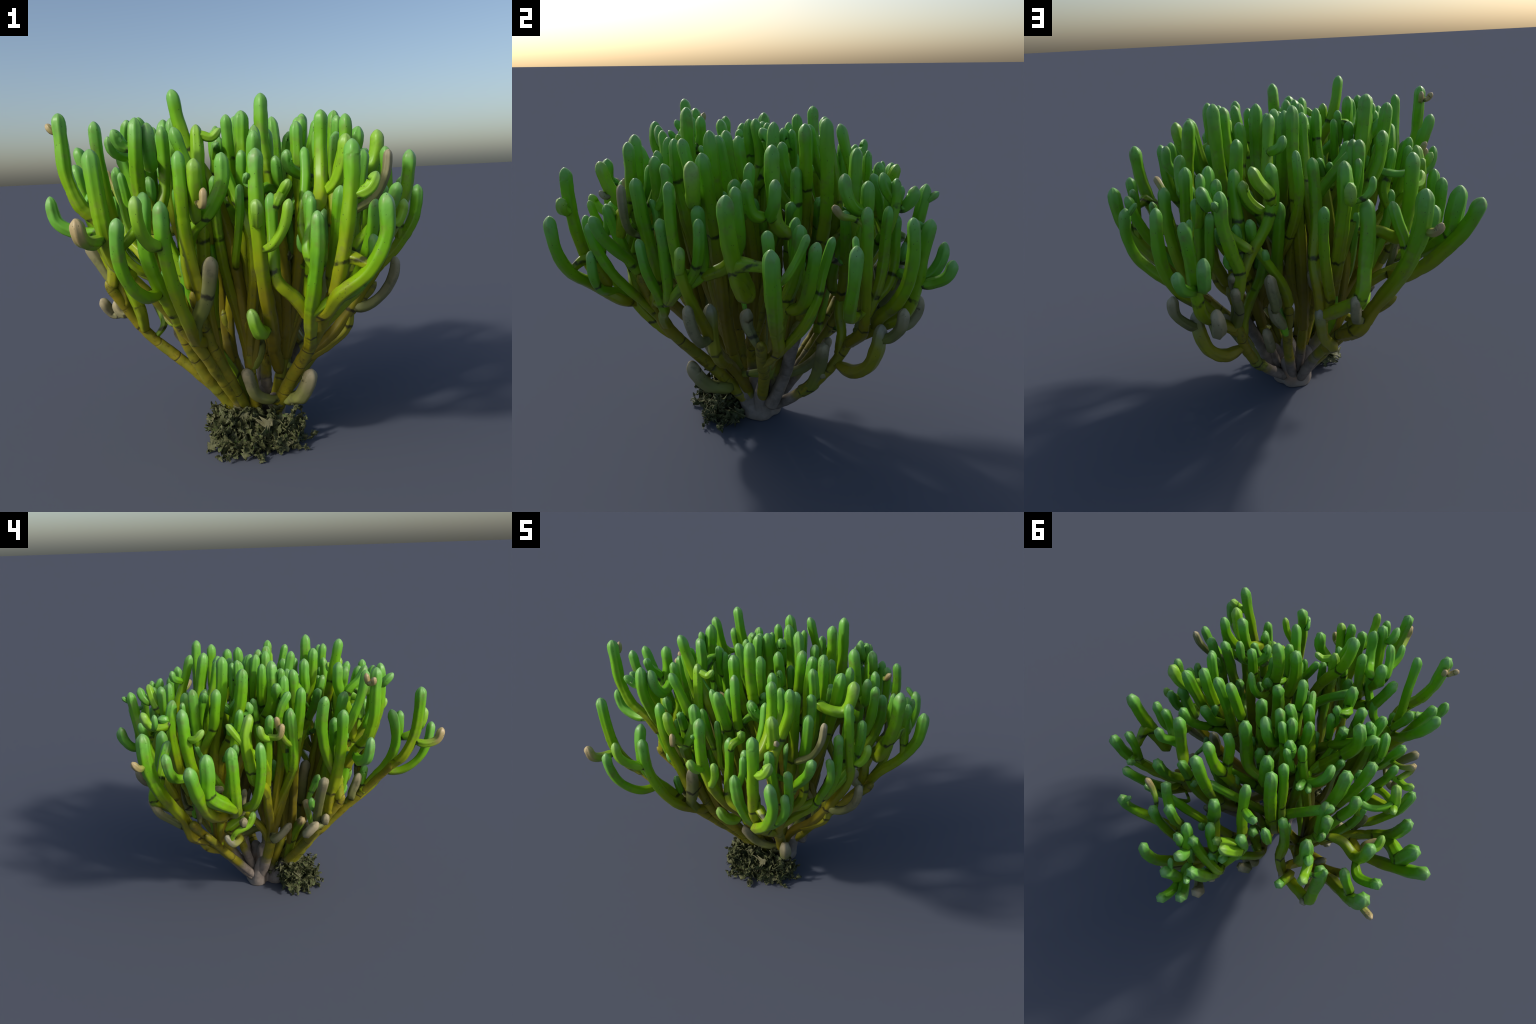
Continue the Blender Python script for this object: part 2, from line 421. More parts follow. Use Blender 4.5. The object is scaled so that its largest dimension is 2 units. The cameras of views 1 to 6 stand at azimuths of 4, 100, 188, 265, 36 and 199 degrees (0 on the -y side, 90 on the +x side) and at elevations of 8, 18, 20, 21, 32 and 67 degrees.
finger('green', 0.0325, 0.000, 0.270, (0.177, 0.536, 1.532), (0.195, 0.534, 1.374), (0.218, 0.537, 1.216), (0.221, 0.573, 1.062), (0.215, 0.614, 0.907), (0.222, 0.613, 0.749))
finger('green', 0.0270, 0.000, 0.250, (-0.473, 0.310, 1.518), (-0.459, 0.324, 1.387), (-0.410, 0.343, 1.266), (-0.353, 0.389, 1.157), (-0.306, 0.420, 1.038))
finger('green', 0.0303, 0.000, 0.430, (-0.058, 0.362, 1.651), (-0.057, 0.395, 1.440), (-0.068, 0.428, 1.229), (-0.077, 0.422, 1.017), (-0.075, 0.357, 0.814), (-0.066, 0.275, 0.617), (-0.052, 0.204, 0.416))
finger('green', 0.0256, 0.000, 0.320, (0.092, -0.403, 1.560), (0.098, -0.413, 1.366), (0.101, -0.398, 1.173), (0.092, -0.371, 0.980), (0.073, -0.338, 0.790), (0.045, -0.295, 0.603), (0.010, -0.240, 0.420))
finger('green', 0.0261, 0.000, 0.410, (-0.631, -0.069, 1.420), (-0.596, -0.090, 1.258), (-0.556, -0.101, 1.096), (-0.459, -0.089, 0.961), (-0.376, -0.056, 0.819), (-0.310, -0.020, 0.669), (-0.254, -0.000, 0.513))
finger('green', 0.0234, 0.048, None, (-0.435, -0.694, 1.548), (-0.416, -0.648, 1.492), (-0.362, -0.646, 1.466))
finger('green', 0.0288, 0.000, 0.220, (-0.412, -0.383, 1.622), (-0.414, -0.384, 1.493), (-0.413, -0.433, 1.375), (-0.373, -0.475, 1.260), (-0.339, -0.497, 1.138))
finger('green', 0.0167, 0.046, None, (0.754, 0.380, 1.275), (0.770, 0.346, 1.189), (0.809, 0.303, 1.115), (0.806, 0.253, 1.065))
finger('lime', 0.0218, 0.023, None, (0.767, -0.139, 1.204), (0.760, -0.142, 1.147), (0.736, -0.155, 1.097), (0.691, -0.178, 1.074))
finger('green', 0.0273, 0.000, 0.380, (-0.364, 0.444, 1.500), (-0.358, 0.440, 1.341), (-0.338, 0.429, 1.184), (-0.304, 0.419, 1.029), (-0.258, 0.408, 0.877), (-0.228, 0.385, 0.723))
finger('green', 0.0281, 0.000, 0.190, (-0.029, -0.014, 1.640), (-0.050, -0.012, 1.434), (-0.047, -0.009, 1.228), (-0.018, -0.000, 1.024), (0.021, 0.008, 0.821), (0.056, 0.011, 0.618), (0.070, 0.001, 0.412))
finger('lime', 0.0204, 0.058, None, (0.238, -0.789, 1.257), (0.219, -0.771, 1.165), (0.172, -0.747, 1.086), (0.113, -0.699, 1.055))
finger('tipped', 0.0255, 0.044, None, (-0.500, -0.980, 1.230), (-0.494, -0.957, 1.156), (-0.481, -0.889, 1.131), (-0.450, -0.827, 1.144))
finger('green', 0.0216, 0.035, None, (-0.039, 0.564, 1.545), (-0.019, 0.558, 1.495), (0.019, 0.528, 1.473), (0.050, 0.495, 1.454))
finger('tipped', 0.0162, 0.132, None, (0.600, 0.464, 1.355), (0.560, 0.495, 1.304), (0.523, 0.550, 1.281), (0.520, 0.604, 1.236))
finger('green', 0.0283, 0.000, 0.490, (-0.478, -0.846, 1.471), (-0.466, -0.849, 1.327), (-0.453, -0.837, 1.185), (-0.444, -0.782, 1.054), (-0.385, -0.715, 0.958))
finger('green', 0.0257, 0.043, None, (0.607, 0.227, 1.459), (0.610, 0.224, 1.365), (0.565, 0.197, 1.291), (0.514, 0.215, 1.273))
finger('green', 0.0318, 0.000, 0.390, (0.568, -0.091, 1.554), (0.523, -0.082, 1.357), (0.470, -0.074, 1.162), (0.404, -0.076, 0.971), (0.315, -0.088, 0.789), (0.227, -0.096, 0.607), (0.163, -0.083, 0.416))
finger('lime', 0.0253, 0.000, 0.170, (0.088, 0.726, 1.445), (0.064, 0.706, 1.374), (0.022, 0.681, 1.314), (0.017, 0.641, 1.254))
finger('green', 0.0298, 0.000, 0.280, (0.073, 0.064, 1.605), (0.054, 0.106, 1.526), (0.035, 0.111, 1.438), (0.009, 0.064, 1.366), (0.022, 0.012, 1.296))
finger('green', 0.0268, 0.023, None, (0.452, 0.497, 1.461), (0.463, 0.507, 1.382), (0.449, 0.543, 1.313), (0.417, 0.596, 1.285))
finger('green', 0.0267, 0.000, 0.320, (0.688, 0.076, 1.441), (0.676, 0.085, 1.307), (0.650, 0.077, 1.174), (0.605, 0.011, 1.074), (0.600, -0.107, 1.016))
finger('green', 0.0258, 0.000, 0.340, (0.673, -0.559, 1.293), (0.641, -0.539, 1.200), (0.583, -0.511, 1.123), (0.518, -0.479, 1.052), (0.470, -0.450, 0.970))
finger('pale', 0.0171, 0.083, None, (0.656, -0.419, 1.430), (0.642, -0.424, 1.326), (0.594, -0.434, 1.233), (0.507, -0.445, 1.177), (0.505, -0.376, 1.145))
finger('green', 0.0261, 0.000, 0.450, (-0.575, -0.494, 1.604), (-0.576, -0.474, 1.480), (-0.575, -0.434, 1.360), (-0.577, -0.378, 1.247), (-0.567, -0.335, 1.134))
finger('green', 0.0269, 0.000, 0.280, (-0.062, 0.048, 1.626), (-0.057, 0.069, 1.423), (0.006, 0.071, 1.227), (0.045, 0.061, 1.026), (0.064, 0.043, 0.822), (0.070, 0.022, 0.617), (0.070, 0.001, 0.412))
finger('green', 0.0212, 0.000, 0.230, (-0.076, 0.196, 1.586), (-0.104, 0.195, 1.387), (-0.100, 0.121, 1.197), (-0.059, 0.072, 1.004), (-0.004, 0.041, 0.810), (0.047, 0.019, 0.614), (0.070, 0.001, 0.412))
finger('green', 0.0248, 0.049, None, (-0.356, -0.974, 1.225), (-0.371, -0.950, 1.102), (-0.359, -0.898, 0.987), (-0.319, -0.808, 0.909), (-0.283, -0.694, 0.900))
finger('green', 0.0242, 0.000, 0.270, (0.822, 0.231, 1.303), (0.808, 0.238, 1.185), (0.806, 0.253, 1.067), (0.811, 0.257, 0.950))
finger('green', 0.0302, 0.055, None, (0.116, -0.728, 1.450), (0.110, -0.734, 1.217), (0.116, -0.673, 0.992), (0.126, -0.544, 0.798), (0.131, -0.377, 0.635), (0.126, -0.195, 0.487), (0.147, -0.067, 0.337))
finger('green', 0.0268, 0.068, None, (-0.320, -0.611, 1.576), (-0.323, -0.592, 1.477), (-0.336, -0.525, 1.405), (-0.357, -0.436, 1.432), (-0.415, -0.392, 1.464))
finger('lime', 0.0258, 0.000, 0.500, (-0.157, -0.409, 1.576), (-0.151, -0.433, 1.379), (-0.144, -0.452, 1.182), (-0.149, -0.455, 0.984), (-0.147, -0.434, 0.787), (-0.132, -0.383, 0.597), (-0.100, -0.300, 0.420))
finger('green', 0.0277, 0.000, 0.300, (0.103, -0.568, 1.526), (0.084, -0.502, 1.343), (0.037, -0.405, 1.181), (0.021, -0.344, 0.996), (0.026, -0.312, 0.803), (0.029, -0.285, 0.609), (0.010, -0.240, 0.420))
finger('lime', 0.0236, 0.035, None, (0.118, -0.839, 1.263), (0.118, -0.818, 1.212), (0.116, -0.778, 1.176), (0.110, -0.726, 1.162))
finger('green', 0.0289, 0.048, None, (0.497, 0.787, 1.292), (0.503, 0.800, 1.149), (0.493, 0.788, 1.007), (0.442, 0.745, 0.881), (0.358, 0.686, 0.781), (0.302, 0.648, 0.679))
finger('green', 0.0311, 0.127, None, (-0.595, 0.503, 1.448), (-0.592, 0.496, 1.309), (-0.581, 0.482, 1.171), (-0.547, 0.452, 1.040), (-0.454, 0.391, 1.050), (-0.338, 0.399, 1.059))
finger('green', 0.0125, 0.035, None, (0.672, 0.558, 1.252), (0.704, 0.564, 1.211), (0.736, 0.566, 1.171))
finger('lime', 0.0242, 0.045, None, (-0.296, -0.951, 1.298), (-0.295, -0.937, 1.201), (-0.281, -0.876, 1.129), (-0.236, -0.810, 1.092))
finger('green', 0.0268, 0.000, 0.220, (0.232, 0.193, 1.561), (0.221, 0.206, 1.459), (0.226, 0.244, 1.365), (0.222, 0.306, 1.288))
finger('lime', 0.0187, 0.061, None, (-0.052, -0.402, 1.555), (-0.092, -0.404, 1.517), (-0.144, -0.412, 1.528), (-0.156, -0.421, 1.477))
finger('green', 0.0257, 0.000, 0.450, (-0.298, -0.455, 1.572), (-0.300, -0.438, 1.441), (-0.305, -0.440, 1.310), (-0.324, -0.472, 1.184), (-0.302, -0.467, 1.079))
finger('green', 0.0244, 0.033, None, (-0.360, -0.488, 1.364), (-0.361, -0.467, 1.268), (-0.394, -0.419, 1.195), (-0.430, -0.348, 1.189))
finger('green', 0.0274, 0.000, 0.280, (-0.229, -0.552, 1.558), (-0.192, -0.531, 1.427), (-0.158, -0.508, 1.296), (-0.137, -0.456, 1.171), (-0.130, -0.404, 1.044))
finger('green', 0.0267, 0.000, 0.280, (0.443, 0.020, 1.424), (0.412, -0.004, 1.249), (0.369, -0.095, 1.099), (0.316, -0.137, 0.933), (0.261, -0.134, 0.761), (0.209, -0.110, 0.589), (0.163, -0.083, 0.416))
finger('green', 0.0278, 0.029, None, (0.262, 0.953, 1.124), (0.274, 0.938, 1.034), (0.293, 0.884, 0.965), (0.315, 0.797, 0.965), (0.303, 0.730, 0.990))
finger('green', 0.0260, 0.000, 0.660, (0.515, 0.600, 1.335), (0.517, 0.606, 1.160), (0.488, 0.609, 0.988), (0.428, 0.610, 0.823), (0.337, 0.599, 0.675), (0.236, 0.526, 0.559))
finger('lime', 0.0287, 0.000, 0.270, (0.466, -0.600, 1.493), (0.456, -0.577, 1.395), (0.427, -0.539, 1.307), (0.360, -0.502, 1.242), (0.288, -0.514, 1.177))
finger('green', 0.0260, 0.000, 0.160, (-0.528, 0.189, 1.411), (-0.508, 0.200, 1.309), (-0.484, 0.222, 1.213), (-0.514, 0.239, 1.114))
finger('lime', 0.0250, 0.028, None, (-0.325, 0.742, 1.371), (-0.326, 0.698, 1.287), (-0.324, 0.610, 1.281), (-0.303, 0.578, 1.331))
finger('green', 0.0268, 0.000, 0.420, (0.408, 0.597, 1.424), (0.416, 0.596, 1.294), (0.428, 0.580, 1.165), (0.427, 0.564, 1.036), (0.418, 0.585, 0.910), (0.409, 0.609, 0.784))
finger('green', 0.0253, 0.000, 0.320, (-0.094, 0.283, 1.609), (-0.105, 0.325, 1.417), (-0.116, 0.406, 1.238), (-0.149, 0.428, 1.046), (-0.187, 0.401, 0.854), (-0.214, 0.361, 0.663), (-0.214, 0.338, 0.468))
finger('green', 0.0286, 0.000, 0.390, (0.358, 0.876, 1.253), (0.351, 0.848, 1.095), (0.346, 0.831, 0.936), (0.339, 0.788, 0.785), (0.308, 0.664, 0.689), (0.249, 0.549, 0.595))
finger('green', 0.0259, 0.028, None, (-0.146, 0.021, 1.583), (-0.142, 0.025, 1.472), (-0.127, 0.025, 1.361), (-0.093, -0.002, 1.264), (-0.137, -0.036, 1.342))
finger('pale', 0.0250, 0.026, None, (0.723, -0.137, 0.931), (0.712, -0.129, 0.836), (0.666, -0.122, 0.752), (0.591, -0.121, 0.693), (0.508, -0.109, 0.675))
finger('green', 0.0155, 0.054, None, (-0.361, 0.504, 1.426), (-0.355, 0.500, 1.351), (-0.342, 0.487, 1.279), (-0.347, 0.433, 1.241))
finger('green', 0.0258, 0.000, 0.830, (0.673, -0.205, 1.451), (0.680, -0.196, 1.203), (0.666, -0.152, 0.961), (0.547, -0.115, 0.744), (0.406, -0.097, 0.541), (0.229, -0.069, 0.366), (0.104, -0.017, 0.159))
finger('lime', 0.0250, 0.028, None, (-0.119, -0.725, 1.423), (-0.126, -0.708, 1.322), (-0.137, -0.657, 1.234), (-0.146, -0.597, 1.158))
finger('lime', 0.0202, 0.046, None, (-0.646, 0.394, 1.343), (-0.633, 0.440, 1.290), (-0.591, 0.494, 1.288))
finger('green', 0.0271, 0.156, None, (0.726, 0.567, 1.230), (0.740, 0.563, 1.108), (0.713, 0.552, 0.990), (0.633, 0.544, 0.898), (0.531, 0.551, 0.836), (0.431, 0.610, 0.829))
finger('green', 0.0258, 0.000, 0.210, (-0.504, 0.590, 1.251), (-0.529, 0.622, 1.165), (-0.562, 0.644, 1.079), (-0.574, 0.666, 0.991))
finger('green', 0.0283, 0.000, 0.650, (0.340, -0.763, 1.208), (0.336, -0.739, 1.048), (0.321, -0.669, 0.902), (0.305, -0.571, 0.773), (0.302, -0.466, 0.649), (0.296, -0.338, 0.553))
finger('green', 0.0283, 0.000, 0.210, (0.124, -0.038, 1.574), (0.125, -0.014, 1.380), (0.124, 0.025, 1.190), (0.112, 0.039, 0.995), (0.095, 0.034, 0.801), (0.079, 0.019, 0.607), (0.070, 0.001, 0.412))
finger('green', 0.0277, 0.000, 0.500, (0.552, -0.400, 1.439), (0.535, -0.390, 1.294), (0.506, -0.377, 1.150), (0.496, -0.352, 1.006), (0.480, -0.364, 0.878), (0.392, -0.420, 0.780))
finger('green', 0.0258, 0.063, None, (0.774, 0.418, 1.251), (0.746, 0.399, 1.122), (0.692, 0.375, 1.003), (0.612, 0.336, 0.904), (0.555, 0.249, 0.859))
finger('lime', 0.0194, 0.050, None, (-0.727, 0.106, 1.370), (-0.699, 0.092, 1.308), (-0.657, 0.051, 1.273), (-0.600, 0.044, 1.267))
finger('green', 0.0390, 0.000, 0.240, (-0.828, 0.391, 1.268), (-0.809, 0.387, 1.147), (-0.786, 0.386, 1.026), (-0.742, 0.310, 0.948), (-0.672, 0.239, 0.883))
finger('pale', 0.0254, 0.110, None, (-0.347, 0.737, 0.860), (-0.346, 0.694, 0.749), (-0.351, 0.600, 0.678), (-0.387, 0.505, 0.628))
finger('green', 0.0233, 0.091, None, (0.228, -0.448, 1.448), (0.236, -0.413, 1.377), (0.290, -0.374, 1.339), (0.358, -0.393, 1.316))
finger('green', 0.0270, 0.000, 0.460, (-0.151, 0.493, 1.433), (-0.163, 0.502, 1.277), (-0.167, 0.521, 1.122), (-0.153, 0.560, 0.971), (-0.174, 0.589, 0.820), (-0.183, 0.576, 0.666))
finger('green', 0.0258, 0.000, 0.580, (-0.183, -0.707, 1.455), (-0.179, -0.708, 1.325), (-0.179, -0.686, 1.198), (-0.175, -0.648, 1.074), (-0.158, -0.621, 0.949), (-0.132, -0.602, 0.829))
finger('green', 0.0282, 0.000, 0.280, (-0.027, -0.610, 1.445), (-0.035, -0.605, 1.319), (-0.092, -0.609, 1.208), (-0.175, -0.572, 1.125), (-0.212, -0.517, 1.021))
finger('green', 0.0290, 0.110, None, (0.586, -0.807, 1.264), (0.590, -0.790, 1.112), (0.529, -0.762, 0.975), (0.423, -0.709, 0.878), (0.377, -0.601, 0.789), (0.302, -0.538, 0.734))
finger('green', 0.0314, 0.000, 0.480, (-0.298, 0.558, 1.428), (-0.301, 0.583, 1.275), (-0.284, 0.575, 1.121), (-0.263, 0.547, 0.969), (-0.244, 0.469, 0.840), (-0.227, 0.383, 0.713))
finger('green', 0.0324, 0.000, 0.510, (-0.010, 0.278, 1.620), (0.004, 0.279, 1.410), (0.028, 0.244, 1.205), (0.046, 0.143, 1.023), (0.060, 0.071, 0.826), (0.068, 0.028, 0.621), (0.070, 0.001, 0.412))
finger('green', 0.0274, 0.055, None, (-0.239, -0.816, 1.271), (-0.237, -0.811, 1.094), (-0.218, -0.764, 0.925), (-0.196, -0.671, 0.777), (-0.192, -0.536, 0.664), (-0.162, -0.414, 0.602))
finger('green', 0.0217, 0.000, 0.160, (-0.523, -0.085, 1.495), (-0.532, -0.039, 1.411), (-0.526, -0.023, 1.316), (-0.512, -0.044, 1.223), (-0.507, -0.068, 1.130))
finger('green', 0.0332, 0.000, 0.360, (0.070, -0.135, 1.570), (0.080, -0.153, 1.371), (0.079, -0.095, 1.198), (0.070, -0.011, 1.017), (0.067, 0.013, 0.818), (0.068, 0.008, 0.616), (0.070, -0.000, 0.415))
finger('green', 0.0326, 0.000, 0.440, (-0.393, 0.629, 1.276), (-0.399, 0.647, 1.131), (-0.389, 0.674, 0.988), (-0.370, 0.715, 0.849), (-0.285, 0.657, 0.765), (-0.192, 0.580, 0.689))
finger('green', 0.0267, 0.054, None, (-0.742, 0.108, 1.286), (-0.735, 0.101, 1.143), (-0.708, 0.114, 1.003), (-0.635, 0.145, 0.885), (-0.528, 0.199, 0.816))
finger('green', 0.0241, 0.000, 0.340, (0.515, 0.104, 1.509), (0.498, 0.075, 1.314), (0.408, -0.005, 1.157), (0.322, -0.065, 0.989), (0.258, -0.095, 0.802), (0.208, -0.099, 0.610), (0.163, -0.083, 0.416))
finger('green', 0.0240, 0.000, 0.210, (0.693, -0.077, 1.306), (0.688, -0.082, 1.175), (0.663, -0.120, 1.052), (0.628, -0.204, 0.957), (0.568, -0.277, 0.867))
finger('tipped', 0.0185, 0.036, None, (-0.699, 0.778, 1.205), (-0.672, 0.747, 1.157), (-0.619, 0.711, 1.159))
finger('pale', 0.0355, 0.036, None, (0.304, -0.284, 0.428), (0.282, -0.251, 0.340), (0.249, -0.202, 0.264), (0.200, -0.130, 0.227), (0.143, -0.095, 0.205))
finger('green', 0.0254, 0.000, 0.130, (-0.438, -0.066, 1.570), (-0.452, -0.065, 1.370), (-0.444, -0.056, 1.170), (-0.411, -0.037, 0.973), (-0.358, -0.016, 0.781), (-0.290, 0.000, 0.593), (-0.209, 0.005, 0.409))
finger('green', 0.0244, 0.000, 0.460, (-0.620, 0.036, 1.395), (-0.591, 0.044, 1.231), (-0.544, 0.044, 1.071), (-0.503, 0.048, 0.910), (-0.425, 0.033, 0.764), (-0.327, 0.010, 0.631), (-0.245, 0.001, 0.487))
finger('green', 0.0271, 0.000, 0.410, (0.445, -0.346, 1.519), (0.430, -0.342, 1.376), (0.422, -0.342, 1.233), (0.421, -0.359, 1.090), (0.416, -0.406, 0.954), (0.406, -0.426, 0.814))
finger('green', 0.0194, 0.000, 0.240, (0.629, 0.470, 1.233), (0.629, 0.435, 1.101), (0.660, 0.410, 0.970), (0.654, 0.358, 0.845), (0.610, 0.288, 0.735), (0.549, 0.220, 0.633))
finger('green', 0.0210, 0.000, 0.120, (0.311, 0.718, 1.420), (0.313, 0.723, 1.331), (0.327, 0.712, 1.246), (0.347, 0.684, 1.165))
finger('green', 0.0350, 0.000, 0.890, (-0.634, 0.719, 1.338), (-0.620, 0.712, 1.166), (-0.579, 0.671, 1.004), (-0.515, 0.602, 0.858), (-0.438, 0.534, 0.719), (-0.357, 0.497, 0.572), (-0.263, 0.395, 0.491))
finger('green', 0.0229, 0.000, 0.360, (0.654, -0.363, 1.196), (0.651, -0.341, 1.058), (0.592, -0.323, 0.932), (0.523, -0.317, 0.812), (0.422, -0.366, 0.729), (0.330, -0.380, 0.630))
finger('green', 0.0225, 0.000, 0.570, (0.573, -0.630, 1.234), (0.559, -0.605, 1.106), (0.531, -0.558, 0.987), (0.482, -0.498, 0.881), (0.417, -0.446, 0.780), (0.350, -0.398, 0.678))
finger('green', 0.0233, 0.091, None, (0.177, -0.392, 1.427), (0.184, -0.359, 1.326), (0.204, -0.297, 1.268), (0.128, -0.327, 1.290), (0.101, -0.406, 1.240))
finger('green', 0.0253, 0.000, 0.280, (-0.335, 0.365, 1.490), (-0.327, 0.396, 1.382), (-0.328, 0.422, 1.273), (-0.334, 0.427, 1.162))
finger('green', 0.0294, 0.054, None, (-0.080, 0.151, 1.592), (-0.088, 0.164, 1.517), (-0.094, 0.211, 1.468))
finger('green', 0.0225, 0.000, 0.280, (-0.083, -0.490, 1.354), (-0.084, -0.459, 1.195), (-0.079, -0.410, 1.040), (-0.060, -0.368, 0.884), (-0.030, -0.333, 0.728), (-0.002, -0.294, 0.573), (0.010, -0.240, 0.420))
finger('green', 0.0247, 0.000, 0.190, (0.031, -0.390, 1.459), (0.019, -0.342, 1.286), (-0.001, -0.265, 1.121), (-0.037, -0.210, 0.950), (-0.073, -0.170, 0.774), (-0.094, -0.136, 0.595), (-0.083, -0.103, 0.415))
finger('green', 0.0248, 0.042, None, (0.373, 0.983, 1.074), (0.372, 0.962, 0.998), (0.349, 0.903, 0.952), (0.346, 0.831, 0.937))
finger('green', 0.0199, 0.000, 0.260, (0.322, -0.657, 1.259), (0.315, -0.664, 1.150), (0.298, -0.708, 1.051), (0.329, -0.706, 0.967))
finger('green', 0.0243, 0.000, 0.440, (0.650, -0.262, 1.289), (0.647, -0.251, 1.158), (0.634, -0.250, 1.027), (0.591, -0.267, 0.904), (0.509, -0.328, 0.839), (0.416, -0.414, 0.817))
finger('pale', 0.0293, 0.115, None, (0.257, 0.861, 0.851), (0.253, 0.845, 0.761), (0.279, 0.793, 0.699), (0.326, 0.726, 0.731))
finger('tipped', 0.0170, 0.073, None, (-0.086, -0.737, 1.311), (-0.094, -0.732, 1.243), (-0.132, -0.678, 1.262))
finger('green', 0.0277, 0.026, None, (-0.312, -0.021, 1.517), (-0.306, -0.068, 1.400), (-0.288, -0.065, 1.278), (-0.245, 0.030, 1.212), (-0.184, 0.126, 1.197))
finger('green', 0.0211, 0.000, 0.260, (-0.230, -0.087, 1.526), (-0.233, -0.091, 1.338), (-0.224, -0.090, 1.150), (-0.198, -0.103, 0.965), (-0.161, -0.118, 0.781), (-0.120, -0.123, 0.598), (-0.083, -0.103, 0.415))
finger('green', 0.0243, 0.000, 0.360, (0.310, -0.632, 1.278), (0.319, -0.621, 1.159), (0.322, -0.595, 1.041), (0.308, -0.555, 0.928), (0.300, -0.539, 0.810), (0.301, -0.505, 0.696))
finger('lime', 0.0233, 0.026, None, (0.564, -0.754, 1.341), (0.530, -0.767, 1.280), (0.464, -0.766, 1.254))
finger('green', 0.0304, 0.000, 0.550, (-0.736, -0.335, 1.434), (-0.703, -0.342, 1.297), (-0.667, -0.341, 1.161), (-0.626, -0.330, 1.026), (-0.578, -0.316, 0.894), (-0.555, -0.310, 0.756))
finger('green', 0.0172, 0.091, None, (0.028, -0.502, 1.314), (0.023, -0.493, 1.202), (0.008, -0.476, 1.092), (-0.011, -0.450, 0.984), (-0.019, -0.363, 0.927))
finger('green', 0.0179, 0.097, None, (0.239, -0.196, 1.539), (0.219, -0.159, 1.456), (0.202, -0.174, 1.365), (0.183, -0.221, 1.287), (0.158, -0.294, 1.238))
finger('green', 0.0228, 0.000, 0.200, (0.558, -0.639, 1.099), (0.556, -0.640, 0.976), (0.481, -0.650, 0.881), (0.375, -0.623, 0.826), (0.304, -0.557, 0.757))
finger('green', 0.0266, 0.000, 0.530, (0.379, -0.073, 1.604), (0.336, -0.051, 1.407), (0.321, -0.039, 1.205), (0.309, -0.045, 1.003), (0.269, -0.070, 0.806), (0.213, -0.092, 0.612), (0.163, -0.083, 0.416))
finger('green', 0.0260, 0.000, 0.380, (-0.551, -0.416, 1.138), (-0.539, -0.399, 1.002), (-0.511, -0.374, 0.869), (-0.479, -0.332, 0.743), (-0.489, -0.255, 0.633))
finger('green', 0.0341, 0.063, None, (-0.911, 0.481, 1.232), (-0.861, 0.459, 1.097), (-0.780, 0.429, 0.979), (-0.683, 0.395, 0.875), (-0.570, 0.349, 0.795), (-0.497, 0.259, 0.776))
finger('green', 0.0255, 0.090, None, (0.241, 0.709, 1.393), (0.256, 0.698, 1.270), (0.220, 0.718, 1.154), (0.121, 0.762, 1.097), (0.113, 0.704, 1.063))
finger('green', 0.0251, 0.000, 0.230, (0.182, 0.612, 1.415), (0.183, 0.637, 1.327), (0.175, 0.661, 1.238), (0.165, 0.684, 1.150), (0.165, 0.699, 1.060))
finger('green', 0.0246, 0.000, 0.150, (0.077, 0.161, 1.414), (0.087, 0.152, 1.245), (0.092, 0.131, 1.077), (0.088, 0.097, 0.911), (0.081, 0.060, 0.746), (0.074, 0.025, 0.580), (0.070, 0.001, 0.412))
finger('pale', 0.0256, 0.033, None, (-0.120, 0.423, 0.860), (-0.138, 0.402, 0.777), (-0.187, 0.371, 0.712), (-0.254, 0.340, 0.667))
finger('green', 0.0204, 0.000, 0.350, (0.303, -0.422, 1.457), (0.304, -0.450, 1.337), (0.291, -0.495, 1.222), (0.283, -0.554, 1.114), (0.319, -0.584, 1.004))
finger('pale', 0.0242, 0.026, None, (0.474, 0.779, 0.874), (0.475, 0.769, 0.781), (0.431, 0.730, 0.708), (0.402, 0.679, 0.670))
finger('green', 0.0245, 0.000, 0.530, (-0.219, 0.769, 1.281), (-0.212, 0.736, 1.149), (-0.213, 0.693, 1.020), (-0.220, 0.642, 0.894), (-0.225, 0.589, 0.769), (-0.179, 0.568, 0.644))
finger('yellow', 0.0234, 0.138, None, (-0.387, 0.300, 0.577), (-0.349, 0.251, 0.499), (-0.274, 0.205, 0.501), (-0.234, 0.289, 0.529))
finger('green', 0.0262, 0.000, 0.490, (-0.136, -0.421, 1.142), (-0.130, -0.396, 0.996), (-0.133, -0.375, 0.850), (-0.137, -0.359, 0.703), (-0.128, -0.347, 0.556), (-0.100, -0.300, 0.420))
finger('pale', 0.0274, 0.048, None, (-0.271, -0.564, 0.888), (-0.261, -0.544, 0.812), (-0.252, -0.522, 0.737), (-0.220, -0.540, 0.683))
finger('green', 0.0200, 0.000, 0.150, (-0.349, 0.102, 1.424), (-0.324, 0.080, 1.259), (-0.309, 0.061, 1.092), (-0.302, 0.046, 0.924), (-0.292, 0.033, 0.757), (-0.268, 0.020, 0.590), (-0.219, 0.005, 0.430))
finger('green', 0.0314, 0.000, 0.310, (-0.492, -0.158, 1.507), (-0.461, -0.149, 1.321), (-0.423, -0.130, 1.136), (-0.385, -0.096, 0.953), (-0.343, -0.055, 0.773), (-0.290, -0.018, 0.595), (-0.216, 0.004, 0.422))
finger('lime', 0.0254, 0.000, 0.110, (0.059, 0.053, 1.179), (0.027, 0.070, 1.028), (0.023, 0.067, 0.872), (0.040, 0.047, 0.719), (0.061, 0.021, 0.566), (0.070, 0.001, 0.412))
finger('green', 0.0160, 0.059, None, (0.207, 0.913, 1.342), (0.215, 0.876, 1.310), (0.204, 0.842, 1.277))
finger('green', 0.0256, 0.000, 0.320, (0.159, -0.559, 1.275), (0.160, -0.575, 1.155), (0.161, -0.595, 1.035), (0.173, -0.614, 0.917), (0.248, -0.578, 0.831), (0.301, -0.528, 0.737))
